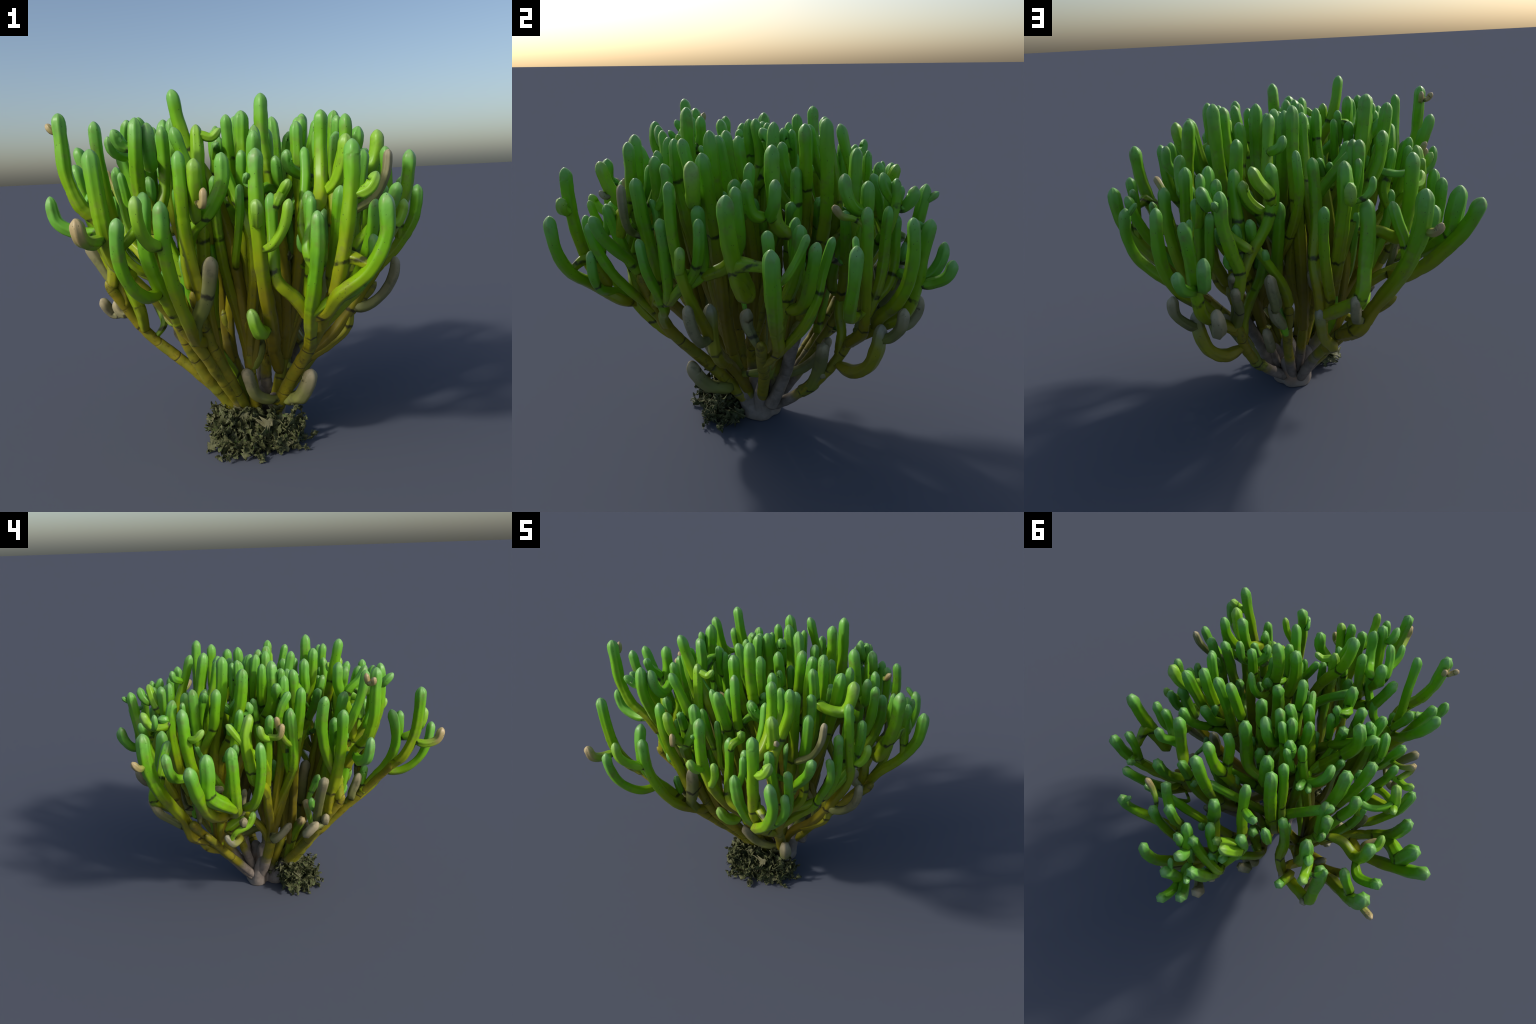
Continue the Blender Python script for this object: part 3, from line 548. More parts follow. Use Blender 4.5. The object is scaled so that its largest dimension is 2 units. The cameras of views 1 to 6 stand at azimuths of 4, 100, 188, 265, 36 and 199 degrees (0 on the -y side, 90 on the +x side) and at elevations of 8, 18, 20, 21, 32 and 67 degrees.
finger('lime', 0.0236, 0.035, None, (0.137, 0.675, 1.375), (0.131, 0.657, 1.303), (0.093, 0.632, 1.244), (0.035, 0.628, 1.213))
finger('yellow', 0.0305, 0.062, None, (0.405, 0.686, 0.759), (0.398, 0.673, 0.635), (0.368, 0.636, 0.520), (0.307, 0.558, 0.447), (0.229, 0.464, 0.448))
finger('pale', 0.0260, 0.000, 0.400, (-0.744, -0.241, 1.062), (-0.682, -0.236, 0.953), (-0.618, -0.236, 0.845), (-0.548, -0.240, 0.741), (-0.489, -0.255, 0.633))
finger('lime', 0.0213, 0.092, None, (0.237, -0.560, 1.324), (0.197, -0.509, 1.254), (0.192, -0.575, 1.253), (0.160, -0.571, 1.176))
finger('green', 0.0245, 0.000, 0.150, (-0.018, 0.078, 1.623), (-0.037, 0.112, 1.421), (-0.033, 0.118, 1.217), (-0.007, 0.098, 1.014), (0.027, 0.063, 0.815), (0.057, 0.027, 0.615), (0.070, 0.001, 0.412))
finger('green', 0.0186, 0.022, None, (-0.433, -0.055, 1.606), (-0.429, -0.055, 1.545), (-0.428, -0.056, 1.485), (-0.447, -0.064, 1.440))
finger('green', 0.0237, 0.000, 0.420, (0.352, 0.691, 1.304), (0.347, 0.684, 1.169), (0.358, 0.678, 1.035), (0.389, 0.656, 0.905), (0.409, 0.609, 0.784))
finger('green', 0.0234, 0.000, 0.170, (0.108, 0.727, 1.215), (0.106, 0.666, 1.083), (0.052, 0.611, 0.958), (-0.003, 0.561, 0.832), (-0.020, 0.500, 0.700))
finger('green', 0.0130, 0.058, None, (0.353, 0.797, 1.239), (0.339, 0.845, 1.207), (0.353, 0.857, 1.155))
finger('lime', 0.0296, 0.061, None, (0.057, -0.591, 0.800), (0.071, -0.562, 0.723), (0.092, -0.501, 0.673), (0.130, -0.434, 0.685))
finger('pale', 0.0290, 0.113, None, (-0.009, -0.296, 0.441), (0.004, -0.255, 0.359), (0.026, -0.208, 0.282), (0.089, -0.162, 0.236), (0.148, -0.102, 0.217))
finger('green', 0.0291, 0.000, 0.460, (-0.762, 0.262, 1.276), (-0.749, 0.253, 1.108), (-0.709, 0.243, 0.945), (-0.598, 0.239, 0.823), (-0.448, 0.274, 0.756), (-0.322, 0.317, 0.657))
finger('green', 0.0303, 0.000, 0.300, (-0.503, -0.401, 1.473), (-0.461, -0.387, 1.352), (-0.417, -0.385, 1.230), (-0.358, -0.417, 1.124), (-0.283, -0.469, 1.035))
finger('pale', 0.0251, 0.185, None, (-0.708, -0.213, 0.784), (-0.677, -0.153, 0.700), (-0.631, -0.186, 0.697), (-0.586, -0.276, 0.716))
finger('green', 0.0241, 0.000, 0.180, (-0.136, -0.611, 1.362), (-0.191, -0.543, 1.263), (-0.205, -0.520, 1.134), (-0.212, -0.516, 1.001), (-0.200, -0.500, 0.870))
finger('yellow', 0.0296, 0.000, 0.379, (-0.178, 0.610, 0.734), (-0.180, 0.554, 0.621), (-0.184, 0.482, 0.517), (-0.225, 0.419, 0.428), (-0.177, 0.326, 0.371))
finger('green', 0.0240, 0.000, 0.170, (0.297, 0.271, 1.458), (0.300, 0.272, 1.281), (0.294, 0.269, 1.105), (0.274, 0.258, 0.931), (0.246, 0.240, 0.758), (0.213, 0.215, 0.586), (0.183, 0.183, 0.416))
finger('green', 0.0209, 0.156, None, (0.281, -0.405, 1.097), (0.281, -0.394, 1.023), (0.339, -0.374, 0.984), (0.386, -0.338, 0.950))
finger('pale', 0.0258, 0.121, None, (0.118, 0.430, 0.531), (0.112, 0.375, 0.420), (0.121, 0.284, 0.338), (0.148, 0.168, 0.307), (0.186, 0.052, 0.325), (0.173, -0.054, 0.300))
finger('yellow', 0.0280, 0.000, 0.260, (0.504, -0.103, 0.850), (0.495, -0.100, 0.718), (0.485, -0.088, 0.586), (0.397, -0.084, 0.493), (0.285, -0.080, 0.422))
finger('green', 0.0297, 0.000, 0.560, (-0.323, -0.729, 1.305), (-0.324, -0.762, 1.184), (-0.316, -0.765, 1.060), (-0.294, -0.722, 0.945), (-0.268, -0.655, 0.843), (-0.246, -0.584, 0.742))
finger('pale', 0.0277, 0.084, None, (0.048, 0.671, 0.934), (0.038, 0.651, 0.849), (0.026, 0.631, 0.764), (0.049, 0.577, 0.701))
finger('lime', 0.0295, 0.000, 0.320, (-0.643, 0.145, 1.415), (-0.663, 0.174, 1.293), (-0.662, 0.160, 1.165), (-0.653, 0.130, 1.043), (-0.569, 0.079, 0.961), (-0.487, 0.046, 0.869))
finger('green', 0.0263, 0.000, 0.260, (-0.629, -0.313, 1.364), (-0.609, -0.318, 1.260), (-0.577, -0.331, 1.160), (-0.558, -0.344, 1.059), (-0.581, -0.362, 0.958))
finger('green', 0.0246, 0.000, 0.420, (0.441, -0.601, 1.292), (0.428, -0.569, 1.168), (0.418, -0.533, 1.044), (0.402, -0.477, 0.928), (0.406, -0.426, 0.814))
finger('pale', 0.0229, 0.055, None, (-0.621, -0.277, 0.788), (-0.592, -0.277, 0.727), (-0.535, -0.290, 0.714))
finger('green', 0.0265, 0.000, 0.150, (-0.053, 0.262, 1.088), (-0.044, 0.253, 0.953), (-0.046, 0.264, 0.818), (-0.054, 0.257, 0.682), (-0.059, 0.236, 0.548), (-0.052, 0.204, 0.416))
finger('pale', 0.0328, 0.000, 0.390, (0.359, 0.416, 0.605), (0.288, 0.405, 0.509), (0.232, 0.385, 0.405), (0.200, 0.350, 0.295), (0.170, 0.273, 0.214))
finger('green', 0.0222, 0.000, 0.270, (0.361, -0.364, 1.531), (0.362, -0.362, 1.419), (0.358, -0.395, 1.312), (0.326, -0.451, 1.224), (0.283, -0.528, 1.158))
finger('green', 0.0125, 0.063, None, (0.085, -0.767, 1.355), (0.073, -0.706, 1.320), (0.110, -0.738, 1.291))
finger('green', 0.0131, 0.062, None, (-0.156, 0.423, 1.201), (-0.175, 0.460, 1.157), (-0.167, 0.517, 1.145))
finger('pale', 0.0334, 0.000, 0.160, (-0.091, -0.623, 1.030), (-0.109, -0.607, 0.921), (-0.139, -0.598, 0.814), (-0.187, -0.561, 0.721), (-0.199, -0.500, 0.631))
finger('green', 0.0248, 0.025, None, (-0.310, 0.144, 1.444), (-0.293, 0.192, 1.386), (-0.245, 0.217, 1.331), (-0.181, 0.212, 1.294))
finger('green', 0.0299, 0.000, 0.360, (-0.236, 0.406, 0.820), (-0.227, 0.383, 0.714), (-0.221, 0.362, 0.607), (-0.216, 0.343, 0.499), (-0.193, 0.340, 0.394))
finger('pale', 0.0179, 0.063, None, (-0.555, 0.180, 0.952), (-0.542, 0.194, 0.867), (-0.516, 0.202, 0.783), (-0.497, 0.259, 0.776))
finger('green', 0.0224, 0.000, 0.150, (-0.152, 0.170, 1.614), (-0.157, 0.171, 1.425), (-0.191, 0.218, 1.233), (-0.219, 0.258, 1.037), (-0.236, 0.290, 0.839), (-0.235, 0.317, 0.640), (-0.210, 0.339, 0.442))
finger('green', 0.0265, 0.000, 0.240, (0.009, 0.024, 1.645), (0.001, 0.048, 1.444), (0.028, 0.005, 1.243), (0.048, -0.005, 1.036), (0.061, 0.001, 0.828), (0.069, 0.008, 0.620), (0.070, 0.001, 0.412))
finger('green', 0.0140, 0.162, None, (-0.068, -0.226, 1.454), (-0.068, -0.218, 1.378), (-0.101, -0.252, 1.320), (-0.115, -0.289, 1.262))
finger('pale', 0.0248, 0.053, None, (-0.357, -0.114, 0.617), (-0.368, -0.047, 0.544), (-0.324, -0.008, 0.498), (-0.266, -0.008, 0.534))
finger('green', 0.0267, 0.000, 0.190, (-0.378, -0.127, 1.587), (-0.360, -0.140, 1.369), (-0.326, -0.148, 1.153), (-0.270, -0.154, 0.941), (-0.202, -0.156, 0.733), (-0.131, -0.154, 0.525), (-0.066, -0.147, 0.316))
finger('green', 0.0286, 0.000, 0.400, (0.196, 0.857, 1.376), (0.202, 0.836, 1.236), (0.180, 0.808, 1.099), (0.159, 0.759, 0.968), (0.192, 0.732, 0.835))
finger('green', 0.0296, 0.000, 0.180, (-0.103, -0.100, 1.541), (-0.133, -0.047, 1.357), (-0.173, 0.064, 1.192), (-0.207, 0.161, 1.017), (-0.229, 0.243, 0.833), (-0.233, 0.304, 0.640), (-0.210, 0.339, 0.442))
finger('green', 0.0242, 0.000, 0.130, (0.174, 0.706, 1.189), (0.165, 0.702, 1.096), (0.162, 0.717, 1.007), (0.168, 0.754, 0.924))
finger('green', 0.0184, 0.000, None, (-0.100, -0.210, 1.497), (-0.113, -0.138, 1.481), (-0.128, -0.085, 1.434))
finger('green', 0.0167, 0.038, None, (-0.224, 0.293, 1.365), (-0.217, 0.247, 1.323), (-0.211, 0.194, 1.290), (-0.183, 0.179, 1.257))
finger('green', 0.0230, 0.000, 0.320, (-0.245, -0.476, 1.022), (-0.226, -0.470, 0.896), (-0.190, -0.450, 0.775), (-0.168, -0.426, 0.652), (-0.153, -0.390, 0.530), (-0.130, -0.330, 0.420))
finger('green', 0.0219, 0.000, 0.280, (-0.167, -0.060, 1.342), (-0.165, -0.033, 1.187), (-0.144, -0.020, 1.032), (-0.128, -0.040, 0.876), (-0.118, -0.078, 0.724), (-0.105, -0.109, 0.570), (-0.083, -0.103, 0.415))
finger('green', 0.0211, 0.000, 0.280, (0.279, 0.730, 1.249), (0.290, 0.730, 1.136), (0.300, 0.730, 1.022), (0.335, 0.707, 0.925), (0.403, 0.641, 0.865))
finger('green', 0.0223, 0.000, 0.230, (-0.069, -0.415, 1.447), (-0.007, -0.430, 1.277), (0.058, -0.469, 1.111), (0.067, -0.445, 0.930), (0.047, -0.386, 0.756), (0.022, -0.314, 0.588), (0.010, -0.240, 0.420))
finger('green', 0.0264, 0.113, None, (0.373, -0.321, 1.189), (0.389, -0.348, 1.081), (0.393, -0.348, 0.970), (0.336, -0.273, 0.922), (0.260, -0.197, 0.916))
finger('green', 0.0286, 0.000, 0.370, (0.614, 0.332, 1.275), (0.616, 0.324, 1.148), (0.597, 0.305, 1.023), (0.557, 0.264, 0.909), (0.570, 0.237, 0.786), (0.567, 0.227, 0.662))
finger('green', 0.0279, 0.070, None, (-0.003, 0.541, 1.241), (0.012, 0.509, 1.120), (0.029, 0.470, 1.002), (0.047, 0.430, 0.884), (0.042, 0.439, 0.773), (-0.017, 0.537, 0.777))
finger('lime', 0.0323, 0.044, None, (-0.101, 0.060, 0.771), (-0.128, 0.085, 0.674), (-0.164, 0.160, 0.610), (-0.205, 0.246, 0.563), (-0.223, 0.328, 0.523))
finger('green', 0.0275, 0.052, None, (0.186, 0.288, 1.238), (0.198, 0.273, 1.132), (0.209, 0.257, 1.026), (0.212, 0.257, 0.919), (0.218, 0.329, 0.879))
finger('pale', 0.0160, 0.043, None, (0.489, -0.601, 1.363), (0.476, -0.577, 1.333), (0.444, -0.556, 1.342))
finger('tipped', 0.0280, 0.000, 0.300, (-0.260, -0.203, 0.593), (-0.170, -0.193, 0.507), (-0.100, -0.171, 0.407), (-0.060, -0.147, 0.292), (-0.034, -0.129, 0.173))
finger('pale', 0.0245, 0.101, None, (0.059, 0.580, 0.760), (0.043, 0.576, 0.682), (0.012, 0.552, 0.618), (0.019, 0.483, 0.585))
finger('pale', 0.0242, 0.000, 0.150, (0.187, 0.781, 0.974), (0.205, 0.704, 0.909), (0.212, 0.639, 0.831), (0.225, 0.609, 0.733), (0.239, 0.572, 0.639))
finger('tipped', 0.0192, 0.122, None, (-0.470, -0.184, 0.820), (-0.431, -0.203, 0.737), (-0.401, -0.225, 0.656), (-0.451, -0.238, 0.584))
finger('lime', 0.0194, 0.000, 0.150, (-0.663, 0.273, 1.371), (-0.664, 0.210, 1.282), (-0.646, 0.143, 1.199), (-0.590, 0.077, 1.133), (-0.536, 0.044, 1.046))
finger('pale', 0.0329, 0.000, 0.360, (-0.027, -0.272, 0.908), (-0.008, -0.252, 0.782), (0.013, -0.245, 0.655), (0.056, -0.254, 0.537), (0.010, -0.240, 0.420))
finger('green', 0.0142, 0.052, None, (0.508, -0.351, 1.337), (0.496, -0.336, 1.279), (0.497, -0.338, 1.219), (0.512, -0.380, 1.184))
finger('green', 0.0177, 0.100, None, (-0.421, 0.663, 1.380), (-0.412, 0.663, 1.324), (-0.377, 0.674, 1.286), (-0.326, 0.669, 1.270))
finger('pale', 0.0285, 0.155, None, (0.578, 0.095, 0.869), (0.568, 0.086, 0.796), (0.595, 0.121, 0.738), (0.605, 0.159, 0.682))
finger('green', 0.0244, 0.000, 0.570, (0.483, 0.506, 1.306), (0.412, 0.508, 1.199), (0.341, 0.507, 1.092), (0.270, 0.502, 0.985), (0.200, 0.494, 0.878), (0.163, 0.479, 0.763))
finger('green', 0.0260, 0.000, 0.310, (0.063, 0.656, 1.046), (0.083, 0.580, 0.944), (0.123, 0.514, 0.840), (0.177, 0.478, 0.731), (0.217, 0.497, 0.610), (0.232, 0.485, 0.485))
finger('green', 0.0245, 0.000, 0.370, (0.340, 0.255, 1.302), (0.239, 0.236, 1.170), (0.140, 0.212, 1.038), (0.049, 0.199, 0.898), (-0.014, 0.212, 0.744), (-0.048, 0.224, 0.581), (-0.052, 0.204, 0.416))
finger('pale', 0.0238, 0.000, 0.200, (0.181, 0.790, 0.916), (0.191, 0.734, 0.838), (0.192, 0.678, 0.761), (0.215, 0.617, 0.691), (0.240, 0.560, 0.620))
finger('pale', 0.0287, 0.000, None, (0.222, 0.408, 0.419), (0.224, 0.404, 0.384), (0.225, 0.401, 0.349))
finger('green', 0.0293, 0.000, 0.190, (0.488, 0.298, 1.273), (0.480, 0.291, 1.127), (0.450, 0.309, 0.986), (0.386, 0.317, 0.854), (0.330, 0.300, 0.720))
finger('green', 0.0280, 0.000, 0.170, (-0.154, 0.156, 1.378), (-0.148, 0.170, 1.216), (-0.138, 0.189, 1.055), (-0.120, 0.212, 0.895), (-0.096, 0.229, 0.735), (-0.072, 0.231, 0.574), (-0.052, 0.204, 0.416))
finger('green', 0.0231, 0.000, 0.240, (0.302, 0.380, 1.318), (0.186, 0.366, 1.192), (0.078, 0.345, 1.062), (0.004, 0.317, 0.910), (-0.038, 0.283, 0.748), (-0.055, 0.245, 0.582), (-0.052, 0.204, 0.416))
finger('green', 0.0260, 0.138, None, (0.497, -0.288, 1.494), (0.495, -0.274, 1.416), (0.496, -0.295, 1.345), (0.496, -0.336, 1.280))
finger('green', 0.0282, 0.000, 0.310, (0.628, -0.103, 1.346), (0.619, -0.099, 1.238), (0.607, -0.097, 1.131), (0.597, -0.103, 1.025), (0.637, -0.185, 0.976))
finger('green', 0.0266, 0.000, 0.240, (-0.488, -0.095, 1.394), (-0.494, -0.084, 1.294), (-0.502, -0.072, 1.195), (-0.510, -0.076, 1.095), (-0.488, -0.095, 1.001))
finger('green', 0.0275, 0.000, 0.360, (-0.487, -0.019, 1.530), (-0.357, -0.035, 1.371), (-0.232, -0.058, 1.211), (-0.161, -0.090, 1.022), (-0.140, -0.121, 0.820), (-0.130, -0.144, 0.616), (-0.095, -0.151, 0.414))
finger('green', 0.0221, 0.000, 0.640, (-0.344, 0.444, 1.170), (-0.336, 0.386, 1.031), (-0.324, 0.318, 0.898), (-0.305, 0.239, 0.772), (-0.274, 0.148, 0.656), (-0.246, 0.055, 0.542), (-0.209, 0.005, 0.409))
finger('green', 0.0266, 0.000, 0.570, (-0.378, 0.377, 1.474), (-0.241, 0.383, 1.328), (-0.126, 0.379, 1.166), (-0.036, 0.361, 0.988), (-0.016, 0.319, 0.796), (-0.043, 0.262, 0.606), (-0.052, 0.204, 0.416))
finger('green', 0.0266, 0.000, 0.280, (-0.252, -0.440, 1.321), (-0.240, -0.435, 1.165), (-0.244, -0.423, 1.008), (-0.255, -0.399, 0.853), (-0.259, -0.362, 0.701), (-0.247, -0.312, 0.553), (-0.207, -0.252, 0.414))
finger('green', 0.0246, 0.065, None, (-0.460, 0.138, 1.433), (-0.450, 0.139, 1.373), (-0.454, 0.196, 1.354))
finger('green', 0.0261, 0.000, 0.330, (-0.300, -0.290, 1.443), (-0.155, -0.296, 1.305), (-0.025, -0.261, 1.156), (0.076, -0.216, 0.989), (0.144, -0.169, 0.805), (0.174, -0.123, 0.612), (0.163, -0.083, 0.416))
finger('green', 0.0234, 0.000, 0.250, (-0.524, 0.219, 1.211), (-0.498, 0.251, 1.042), (-0.439, 0.274, 0.879), (-0.360, 0.304, 0.726), (-0.276, 0.331, 0.574), (-0.203, 0.344, 0.416))
finger('green', 0.0165, 0.082, None, (-0.449, -0.590, 1.385), (-0.443, -0.564, 1.316), (-0.434, -0.542, 1.249), (-0.370, -0.559, 1.223))
finger('tipped', 0.0186, 0.078, None, (-0.355, -0.360, 0.775), (-0.342, -0.357, 0.703), (-0.284, -0.385, 0.672))
finger('green', 0.0232, 0.047, None, (-0.341, 0.271, 1.115), (-0.336, 0.272, 1.062), (-0.302, 0.301, 1.046))
finger('green', 0.0192, 0.059, None, (0.188, 0.783, 1.096), (0.209, 0.771, 1.025), (0.160, 0.767, 0.992))
finger('green', 0.0240, 0.000, 0.120, (-0.418, -0.381, 1.282), (-0.431, -0.346, 1.181), (-0.493, -0.333, 1.100), (-0.566, -0.347, 1.026))
finger('green', 0.0197, 0.000, 0.410, (-0.171, 0.301, 1.389), (-0.183, 0.174, 1.252), (-0.182, 0.053, 1.109), (-0.175, -0.050, 0.953), (-0.162, -0.113, 0.778), (-0.138, -0.145, 0.596), (-0.095, -0.151, 0.414))
finger('green', 0.0237, 0.000, 0.110, (-0.310, -0.474, 1.236), (-0.310, -0.467, 1.126), (-0.277, -0.470, 1.023), (-0.232, -0.472, 0.923))
finger('green', 0.0239, 0.041, None, (-0.236, -0.610, 0.928), (-0.237, -0.600, 0.875), (-0.239, -0.591, 0.822), (-0.253, -0.609, 0.777))
finger('green', 0.0224, 0.060, None, (0.176, -0.254, 1.419), (0.163, -0.256, 1.367), (0.142, -0.296, 1.339))
finger('green', 0.0221, 0.039, None, (0.405, -0.046, 1.359), (0.408, -0.030, 1.307), (0.416, 0.003, 1.269))
finger('green', 0.0217, 0.059, None, (-0.088, 0.430, 1.156), (-0.067, 0.379, 1.114), (-0.047, 0.328, 1.071), (-0.055, 0.367, 1.034))
finger('green', 0.0226, 0.000, None, (0.301, 0.489, 1.060), (0.296, 0.496, 1.001))
finger('green', 0.0231, 0.026, None, (0.444, 0.311, 1.066), (0.439, 0.315, 1.028), (0.455, 0.307, 1.001))
finger('green', 0.0231, 0.187, None, (-0.366, -0.285, 0.935), (-0.369, -0.257, 0.868), (-0.417, -0.218, 0.824), (-0.446, -0.196, 0.766))
finger('green', 0.0229, 0.048, None, (-0.490, -0.416, 0.919), (-0.478, -0.403, 0.863), (-0.502, -0.366, 0.837))
finger('pale', 0.0207, 0.091, None, (0.324, 0.440, 1.080), (0.300, 0.439, 1.031), (0.296, 0.496, 1.001))
finger('green', 0.0242, 0.040, None, (0.144, 0.286, 0.916), (0.160, 0.284, 0.843), (0.189, 0.252, 0.803))
finger('tipped', 0.0194, 0.167, None, (-0.659, 0.310, 1.000), (-0.587, 0.352, 0.971), (-0.598, 0.379, 0.903), (-0.624, 0.372, 0.825))
finger('pale', 0.0242, 0.051, None, (0.061, -0.261, 1.046), (0.142, -0.232, 1.009), (0.218, -0.241, 0.964), (0.189, -0.238, 0.956))
finger('pale', 0.0243, 0.000, 0.320, (0.073, 0.108, 0.702), (0.134, 0.117, 0.608), (0.198, 0.129, 0.517), (0.264, 0.142, 0.427), (0.282, 0.105, 0.330))
finger('green', 0.0139, 0.156, None, (0.659, 0.424, 1.005), (0.600, 0.401, 0.910), (0.542, 0.372, 0.816), (0.518, 0.326, 0.730), (0.580, 0.252, 0.682))
finger('green', 0.0178, 0.077, None, (0.048, 0.472, 0.711), (0.028, 0.480, 0.624), (0.008, 0.487, 0.538), (0.004, 0.415, 0.536))
finger('green', 0.0183, 0.070, None, (0.298, 0.553, 1.128), (0.293, 0.556, 1.064), (0.301, 0.504, 1.031))
finger('green', 0.0186, 0.040, None, (-0.657, -0.336, 1.307), (-0.674, -0.368, 1.266), (-0.689, -0.343, 1.240))
finger('green', 0.0192, 0.069, None, (-0.535, -0.206, 0.862), (-0.537, -0.210, 0.804), (-0.563, -0.239, 0.763))
finger('green', 0.0182, 0.029, None, (-0.462, 0.229, 1.308), (-0.539, 0.252, 1.295), (-0.619, 0.231, 1.299), (-0.663, 0.174, 1.303))
finger('green', 0.0167, 0.061, None, (0.167, 0.042, 1.279), (0.166, 0.053, 1.215), (0.194, 0.016, 1.175))
finger('pale', 0.0177, 0.097, None, (-0.400, 0.461, 0.816), (-0.367, 0.454, 0.752), (-0.352, 0.452, 0.686), (-0.383, 0.460, 0.624))
finger('pale', 0.0208, 0.087, None, (0.102, -0.077, 0.878), (0.099, -0.072, 0.806), (0.092, -0.056, 0.741), (0.066, 0.006, 0.722))
finger('green', 0.0179, 0.075, None, (-0.307, -0.017, 1.028), (-0.306, -0.018, 0.967), (-0.304, -0.009, 0.909), (-0.300, 0.042, 0.878))
finger('green', 0.0162, 0.190, None, (0.480, 0.004, 1.017), (0.491, 0.031, 0.939), (0.537, 0.068, 0.881), (0.569, 0.087, 0.811))
finger('green', 0.0273, 0.068, None, (-0.685, 0.606, 1.235), (-0.672, 0.589, 1.124), (-0.589, 0.556, 1.053), (-0.550, 0.454, 1.047))
finger('tipped', 0.0166, 0.000, None, (-0.709, -0.017, 1.371), (-0.700, -0.004, 1.299), (-0.651, 0.055, 1.284))
finger('tipped', 0.0149, 0.029, None, (-0.707, 0.014, 1.407), (-0.666, -0.005, 1.326), (-0.628, -0.043, 1.251), (-0.584, -0.096, 1.197))
finger('green', 0.0233, 0.025, None, (-0.333, 0.652, 1.329), (-0.322, 0.612, 1.322), (-0.303, 0.580, 1.311))
finger('lime', 0.0231, 0.137, None, (-0.400, 0.121, 0.736), (-0.400, 0.154, 0.653), (-0.397, 0.234, 0.600), (-0.371, 0.276, 0.525))
finger('pale', 0.0276, 0.038, None, (-0.420, 0.182, 0.709), (-0.420, 0.189, 0.668), (-0.400, 0.183, 0.635))

# ------------------------------------------------------------------ limbs
limb(BRANCH, 0.028, 0.035, (0.470, -0.450, 0.970), (0.330, -0.380, 0.630), (0.200, -0.180, 0.340), (0.100, -0.030, 0.100))
limb(BRANCH, 0.033, 0.037, (-0.300, -0.420, 0.740), (-0.230, -0.280, 0.470), (-0.100, -0.150, 0.200), (-0.030, -0.080, 0.080))
limb(BRANCH, 0.024, 0.029, (-0.620, -0.380, 0.900), (-0.480, -0.250, 0.620), (-0.260, -0.200, 0.400), (-0.100, -0.120, 0.200))
limb(BRANCH, 0.027, 0.034, (-0.200, -0.500, 0.870), (-0.150, -0.430, 0.620), (-0.100, -0.300, 0.420), (-0.030, -0.120, 0.160))
limb(GREY_FOOTED, 0.029, 0.038, (-0.300, -0.000, 0.760), (-0.250, 0.000, 0.500), (-0.120, 0.020, 0.250), (-0.020, 0.060, 0.060))
limb(BRANCH, 0.026, 0.031, (0.670, 0.170, 0.750), (0.490, 0.140, 0.560), (0.350, 0.120, 0.410), (0.140, 0.070, 0.160))
limb(GREY_FOOTED, 0.027, 0.032, (0.070, 0.100, 0.800), (0.070, 0.050, 0.600), (0.070, 0.000, 0.400), (0.060, 0.020, 0.100))
limb(GREY_FOOTED, 0.026, 0.031, (0.240, 0.560, 0.620), (0.220, 0.420, 0.380), (0.160, 0.250, 0.190), (0.080, 0.140, 0.080))
limb(GREY_FOOTED, 0.026, 0.031, (-0.540, 0.490, 0.750), (-0.410, 0.470, 0.650), (-0.270, 0.400, 0.500), (-0.120, 0.270, 0.280), (-0.020, 0.120, 0.060))
limb(BRANCH, 0.022, 0.028, (-0.420, -0.730, 1.000), (-0.340, -0.690, 0.900), (-0.250, -0.590, 0.750), (-0.180, -0.460, 0.580), (-0.130, -0.330, 0.420), (-0.060, -0.170, 0.220))
limb(GREY_FOOTED, 0.024, 0.03, (0.220, 0.240, 0.720), (0.180, 0.180, 0.400), (0.110, 0.110, 0.100))
limb(GREY_FOOTED, 0.024, 0.03, (-0.080, 0.280, 0.720), (-0.050, 0.200, 0.400), (0.000, 0.100, 0.100))
limb(BRANCH, 0.024, 0.03, (0.220, -0.120, 0.740), (0.160, -0.080, 0.400), (0.090, 0.000, 0.100))
limb(BRANCH, 0.024, 0.03, (-0.120, -0.160, 0.700), (-0.080, -0.100, 0.400), (0.000, -0.020, 0.100))
limb(GREY_BRANCH, 0.029, 0.036, (0.330, 0.300, 0.720), (0.280, 0.250, 0.530), (0.200, 0.200, 0.330), (0.160, 0.120, 0.120))
limb(BRANCH, 0.024, 0.03, (0.020, -0.340, 0.700), (0.010, -0.240, 0.420), (0.020, -0.080, 0.100))
limb(GREY_FOOTED, 0.024, 0.03, (-0.020, 0.500, 0.700), (0.020, 0.340, 0.400), (0.030, 0.130, 0.080))
limb(GREY_FOOTED, 0.024, 0.028, (-0.400, 0.420, 0.600), (-0.250, 0.330, 0.420), (-0.120, 0.200, 0.220), (-0.020, 0.100, 0.060))

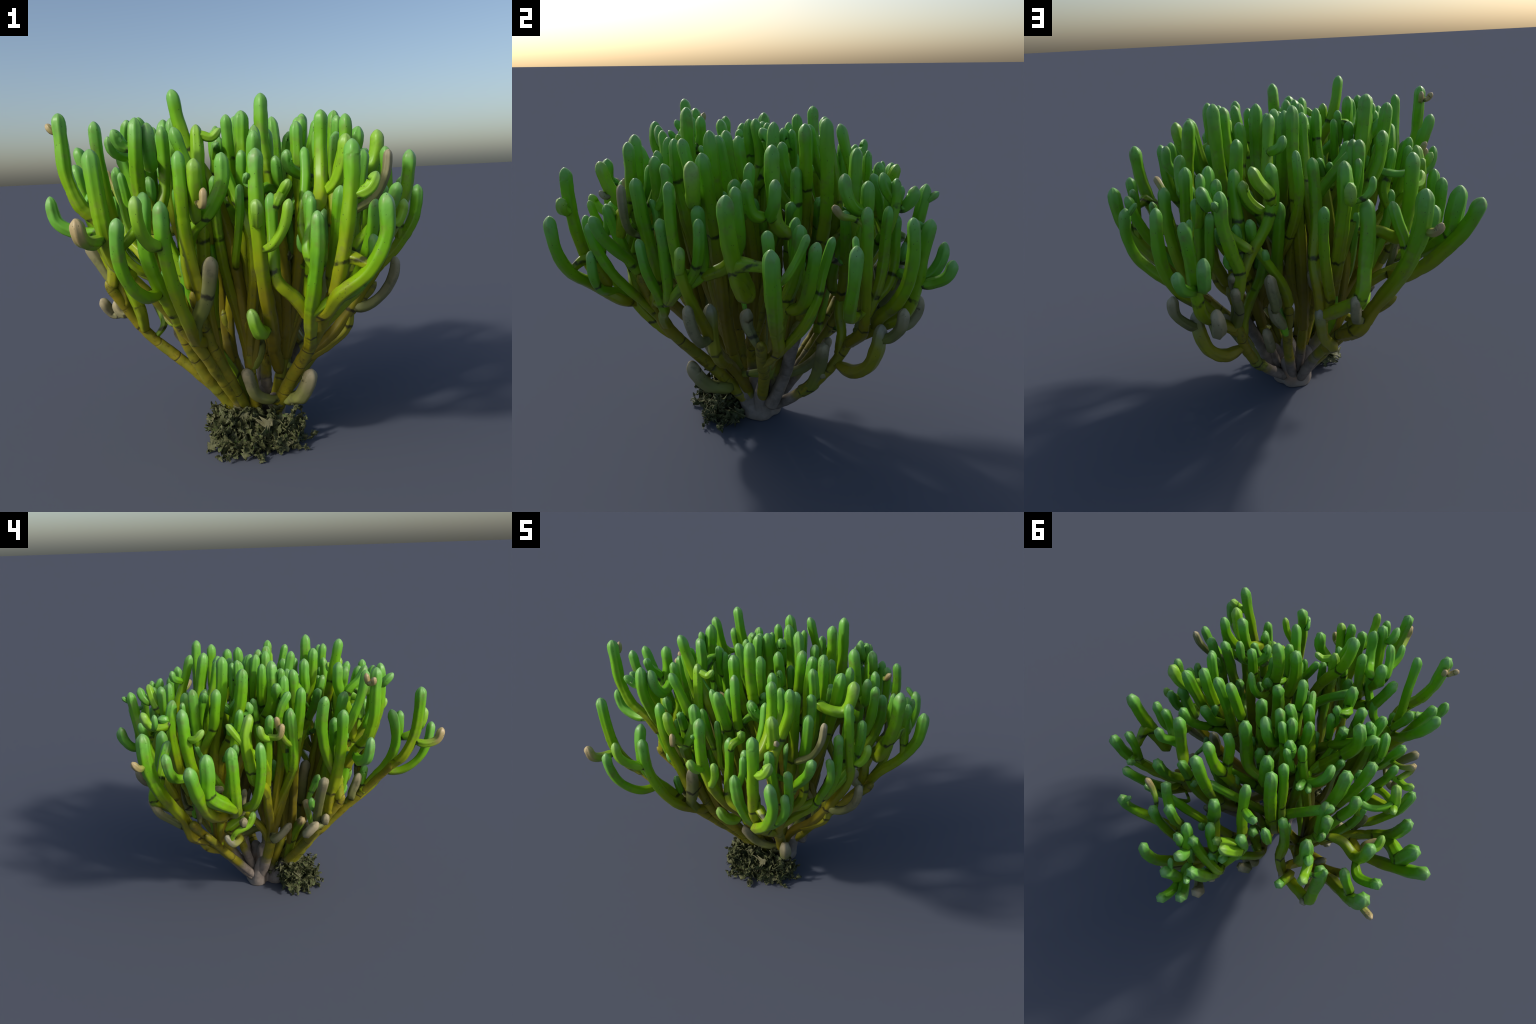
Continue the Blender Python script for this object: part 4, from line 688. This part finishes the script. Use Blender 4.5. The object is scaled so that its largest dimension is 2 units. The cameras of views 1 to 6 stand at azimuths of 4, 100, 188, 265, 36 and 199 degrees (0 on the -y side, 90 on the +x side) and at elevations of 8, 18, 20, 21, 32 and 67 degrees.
# ------------------------------------------------------------------ grey stump: thick feet run together
def stump():
    import bmesh
    feet = [
        # centre, radius at the ground, top, radius at the top
        ((-0.010, 0.080, 0.0), 0.066, (-0.060, 0.050, 0.20), 0.040),
        ((0.030, 0.095, 0.0), 0.060, (0.060, 0.150, 0.18), 0.038),
        ((0.090, 0.055, 0.0), 0.064, (0.140, 0.070, 0.22), 0.042),
        ((0.085, 0.005, 0.0), 0.060, (0.110, -0.060, 0.20), 0.042),
        ((0.000, -0.040, 0.0), 0.060, (-0.060, -0.110, 0.16), 0.042),
        ((0.045, 0.045, 0.0), 0.070, (0.060, 0.020, 0.24), 0.050),
    ]
    mb = bpy.data.metaballs.new("stump_clay")
    mb.resolution, mb.render_resolution, mb.threshold = 0.012, 0.012, 0.6
    for c, r0, t, r1 in feet:
        c, t = Vector(c), Vector(t)
        for i in range(10):
            f = i / 9
            e = mb.elements.new()
            e.co = c.lerp(t, f)
            e.radius = (r0 + (r1 - r0) * f) * 1.30
    ob = bpy.data.objects.new("stump_clay", mb)
    bpy.context.collection.objects.link(ob)
    dg = bpy.context.evaluated_depsgraph_get()
    me = bpy.data.meshes.new_from_object(ob.evaluated_get(dg))
    bpy.data.objects.remove(ob)
    bpy.data.metaballs.remove(mb)
    me.name = "stump"
    bm = bmesh.new()
    bm.from_mesh(me)
    for v in bm.verts:
        d = noise.noise(v.co * 16) * .006 + noise.noise(v.co * 45) * .002
        v.co += v.normal * d
        if v.co.z < 0.0:
            v.co.z = 0.0
    bm.to_mesh(me)
    bm.free()
    me.polygons.foreach_set("use_smooth", [True] * len(me.polygons))
    me.materials.clear()
    me.materials.append(STUMP)
    o = bpy.data.objects.new("stump", me)
    bpy.context.collection.objects.link(o)
    o.parent = ROOT


stump()


# ------------------------------------------------------------------ leafy undergrowth at the foot
def leaf_mesh(seed):
    """one crumpled, jagged little leaf, about 1 unit long, with thickness"""
    rg = random.Random(seed)
    nu, nv = 9, 5
    off = Vector((seed * 7.3, seed * 3.1, 0))
    bend, curl = rg.uniform(.4, 1.6) * rg.choice((-1, 1)), rg.uniform(.5, 1.8) * rg.choice((-1, 1))
    top, bot = [], []
    for i in range(nu):
        f = i / (nu - 1)
        w = .30 * math.sin(math.pi * min(1, f ** .8 * .95 + .05)) ** .9 + .012
        w *= 1 + (1.0 if i % 2 else -.6) * rg.uniform(.3, 1)
        for j in range(nv):
            s = j / (nv - 1) * 2 - 1
            a = bend * f
            x = math.sin(a) / bend
            z = (1 - math.cos(a)) / bend
            y = s * w
            z += curl * y * y + .16 * noise.noise(Vector((f * 4, s * 2, 0)) + off)
            x += .10 * noise.noise(Vector((f * 5, s * 3, 5)) + off)
            top.append(Vector((x, y, z + .014)))
            bot.append(Vector((x, y, z - .014)))
    n = nu * nv
    F = []
    q = lambda i, j: i * nv + j
    for i in range(nu - 1):
        for j in range(nv - 1):
            F.append((q(i, j), q(i + 1, j), q(i + 1, j + 1), q(i, j + 1)))
            F.append((n + q(i, j), n + q(i, j + 1), n + q(i + 1, j + 1), n + q(i + 1, j)))
    rim = [q(i, 0) for i in range(nu)] + [q(nu - 1, j) for j in range(1, nv)] + [q(i, nv - 1) for i in range(nu - 2, -1, -1)] + [q(0, j) for j in range(nv - 2, 0, -1)]
    for a, b in zip(rim, rim[1:] + rim[:1]):
        F.append((b, a, n + a, n + b))
    me = bpy.data.meshes.new("leaf")
    me.from_pydata([v[:] for v in top + bot], [], F)
    me.validate()
    me.polygons.foreach_set("use_smooth", [True] * len(me.polygons))
    me.materials.append(LEAF)
    me.update()
    return me


def undergrowth():
    tuft = bpy.data.objects.new("undergrowth", None)
    bpy.context.collection.objects.link(tuft)
    tuft.parent = ROOT
    kinds = [leaf_mesh(s) for s in range(1, 9)]
    lobes = [((-0.120, -0.185, 0.080), (0.085, 0.095, 0.080)), ((-0.03, -0.230, 0.050), (0.120, 0.100, 0.055)),
             ((0.080, -0.190, 0.050), (0.110, 0.095, 0.060)), ((0.00, -0.15, 0.10), (0.13, 0.085, 0.075)),
             ((-0.14, -0.15, 0.140), (0.055, 0.06, 0.055)), ((0.15, -0.14, 0.035), (0.075, 0.08, 0.040)),
             ((-0.06, -0.18, 0.135), (0.07, 0.06, 0.05))]

    def put(pos, normal, size, roll):
        o = bpy.data.objects.new("leaf", RNG.choice(kinds))
        bpy.context.collection.objects.link(o)
        q = Vector(normal).to_track_quat("X", "Z")
        M = q.to_matrix().to_4x4() @ Matrix.Rotation(roll, 4, "X") @ Matrix.Rotation(RNG.uniform(-.9, .9), 4, "Y")
        M = Matrix.Translation(pos) @ M @ Matrix.Diagonal((size, size * RNG.uniform(.7, 1.2), size, 1))
        low = min((M @ v.co).z for v in o.data.vertices)
        if low < 0.001:                       # nothing grows into the ground
            M = Matrix.Translation((0, 0, 0.001 - low)) @ M
        o.matrix_world = M
        o.parent = tuft
        return o

    loose = []
    n = 0
    while n < 560:
        (c, e) = RNG.choice(lobes)
        d = Vector((RNG.gauss(0, 1), RNG.gauss(0, 1), RNG.gauss(0, 1))).normalized()
        depth = RNG.uniform(.80, 1.04)
        p = Vector(c) + Vector((d.x * e[0], d.y * e[1], d.z * e[2])) * depth
        if p.z < 0.012:
            continue
        o = put(p - d * .012, d + Vector((RNG.uniform(-.8, .8), RNG.uniform(-.8, .8), RNG.uniform(-.5, .8))), RNG.choice((.045, .06, .08)) * RNG.uniform(.8, 1.2), RNG.uniform(0, 6.28))
        if n >= 240:
            loose.append(o)
        n += 1
    # straggling shoots
    shoots = [((0.14, -0.17, 0.05), (0.19, -0.17, 0.13), (0.225, -0.16, 0.22), (0.235, -0.16, 0.27)),
              ((0.13, -0.18, 0.05), (0.18, -0.18, 0.12), (0.205, -0.17, 0.18), (0.225, -0.17, 0.215)),
              ((0.15, -0.16, 0.04), (0.20, -0.15, 0.08), (0.24, -0.14, 0.14), (0.25, -0.14, 0.19)),
              ((0.15, -0.17, 0.02), (0.22, -0.16, 0.015), (0.28, -0.145, 0.02), (0.325, -0.13, 0.045)),
              ((0.15, -0.2, 0.02), (0.20, -0.23, 0.012), (0.24, -0.24, 0.015), (0.265, -0.235, 0.012)),
              ((0.12, -0.2, 0.05), (0.19, -0.2, 0.06), (0.24, -0.19, 0.10), (0.26, -0.18, 0.13)),
              ((-0.03, -0.27, 0.05), (-0.06, -0.32, 0.04), (-0.10, -0.36, 0.03), (-0.115, -0.375, 0.03)),
              ((-0.07, -0.28, 0.02), (-0.10, -0.31, 0.012), (-0.13, -0.325, 0.014), (-0.15, -0.33, 0.012)),
              ((-0.10, -0.24, 0.12), (-0.12, -0.29, 0.13), (-0.13, -0.335, 0.15), (-0.13, -0.345, 0.17)),
              ((-0.09, -0.24, 0.16), (-0.10, -0.28, 0.19), (-0.10, -0.31, 0.215), (-0.10, -0.315, 0.22)),
              ((0.02, -0.27, 0.09), (0.03, -0.31, 0.10), (0.04, -0.335, 0.12), (0.04, -0.34, 0.13)),
              ((0.08, -0.26, 0.05), (0.11, -0.30, 0.06), (0.13, -0.32, 0.09), (0.13, -0.325, 0.11)),
              ((0.02, -0.29, 0.02), (0.04, -0.33, 0.012), (0.05, -0.35, 0.014), (0.06, -0.36, 0.012)),
              ((-0.16, -0.2, 0.05), (-0.19, -0.22, 0.03), (-0.205, -0.24, 0.015), (-0.215, -0.25, 0.012)),
              ((-0.17, -0.15, 0.12), (-0.20, -0.16, 0.13), (-0.215, -0.17, 0.12), (-0.22, -0.175, 0.10))]
    for k, pts in enumerate(shoots):
        P, u = spine(pts, 0.012)
        rad = np.linspace(.0045, .002, len(P))
        tw = sweep("shoot", P, rad, 6, LEAF, lump=.3, seed=k * .1)
        tw.parent = tuft
        for i in range(len(P)):
            for _ in range(2):
                loose.append(put(Vector(P[i]), (RNG.uniform(-1, 1), RNG.uniform(-1, 1), RNG.uniform(-.6, 1)), RNG.uniform(.016, .036), RNG.uniform(0, 6.28)))
    # the small leaves that nobody could pick apart become one mesh
    V, F, base = [], [], 0
    for o in loose:
        M = o.matrix_world
        me = o.data
        V += [(M @ v.co)[:] for v in me.vertices]
        F += [tuple(base + i for i in p.vertices) for p in me.polygons]
        base += len(me.vertices)
    for o in loose:
        bpy.data.objects.remove(o)
    me = bpy.data.meshes.new("leaf_litter")
    me.from_pydata(V, [], F)
    me.polygons.foreach_set("use_smooth", [True] * len(me.polygons))
    me.materials.append(LEAF)
    lit = bpy.data.objects.new("leaf_litter", me)
    lit["kind"] = "stuff"
    bpy.context.collection.objects.link(lit)
    lit.parent = tuft
    # matted heart of the tuft
    import bmesh
    bm = bmesh.new()
    for c, e in lobes:
        r = bmesh.ops.create_icosphere(bm, subdivisions=4, radius=1.0)
        for v in r["verts"]:
            d = v.co.normalized()
            k = .60 + .26 * noise.noise(d * 3 + Vector(c) * 9) + .12 * noise.noise(d * 9)
            v.co = Vector((c[0] + d.x * e[0] * k, c[1] + d.y * e[1] * k, max(0.004, c[2] + d.z * e[2] * k)))
    hm = bpy.data.meshes.new("leaf_mat")
    bm.to_mesh(hm)
    bm.free()
    hm.polygons.foreach_set("use_smooth", [True] * len(hm.polygons))
    hm.materials.append(LEAF)
    h = bpy.data.objects.new("leaf_mat", hm)
    h["kind"] = "stuff"
    bpy.context.collection.objects.link(h)
    h.parent = tuft


undergrowth()
bpy.context.view_layer.update()
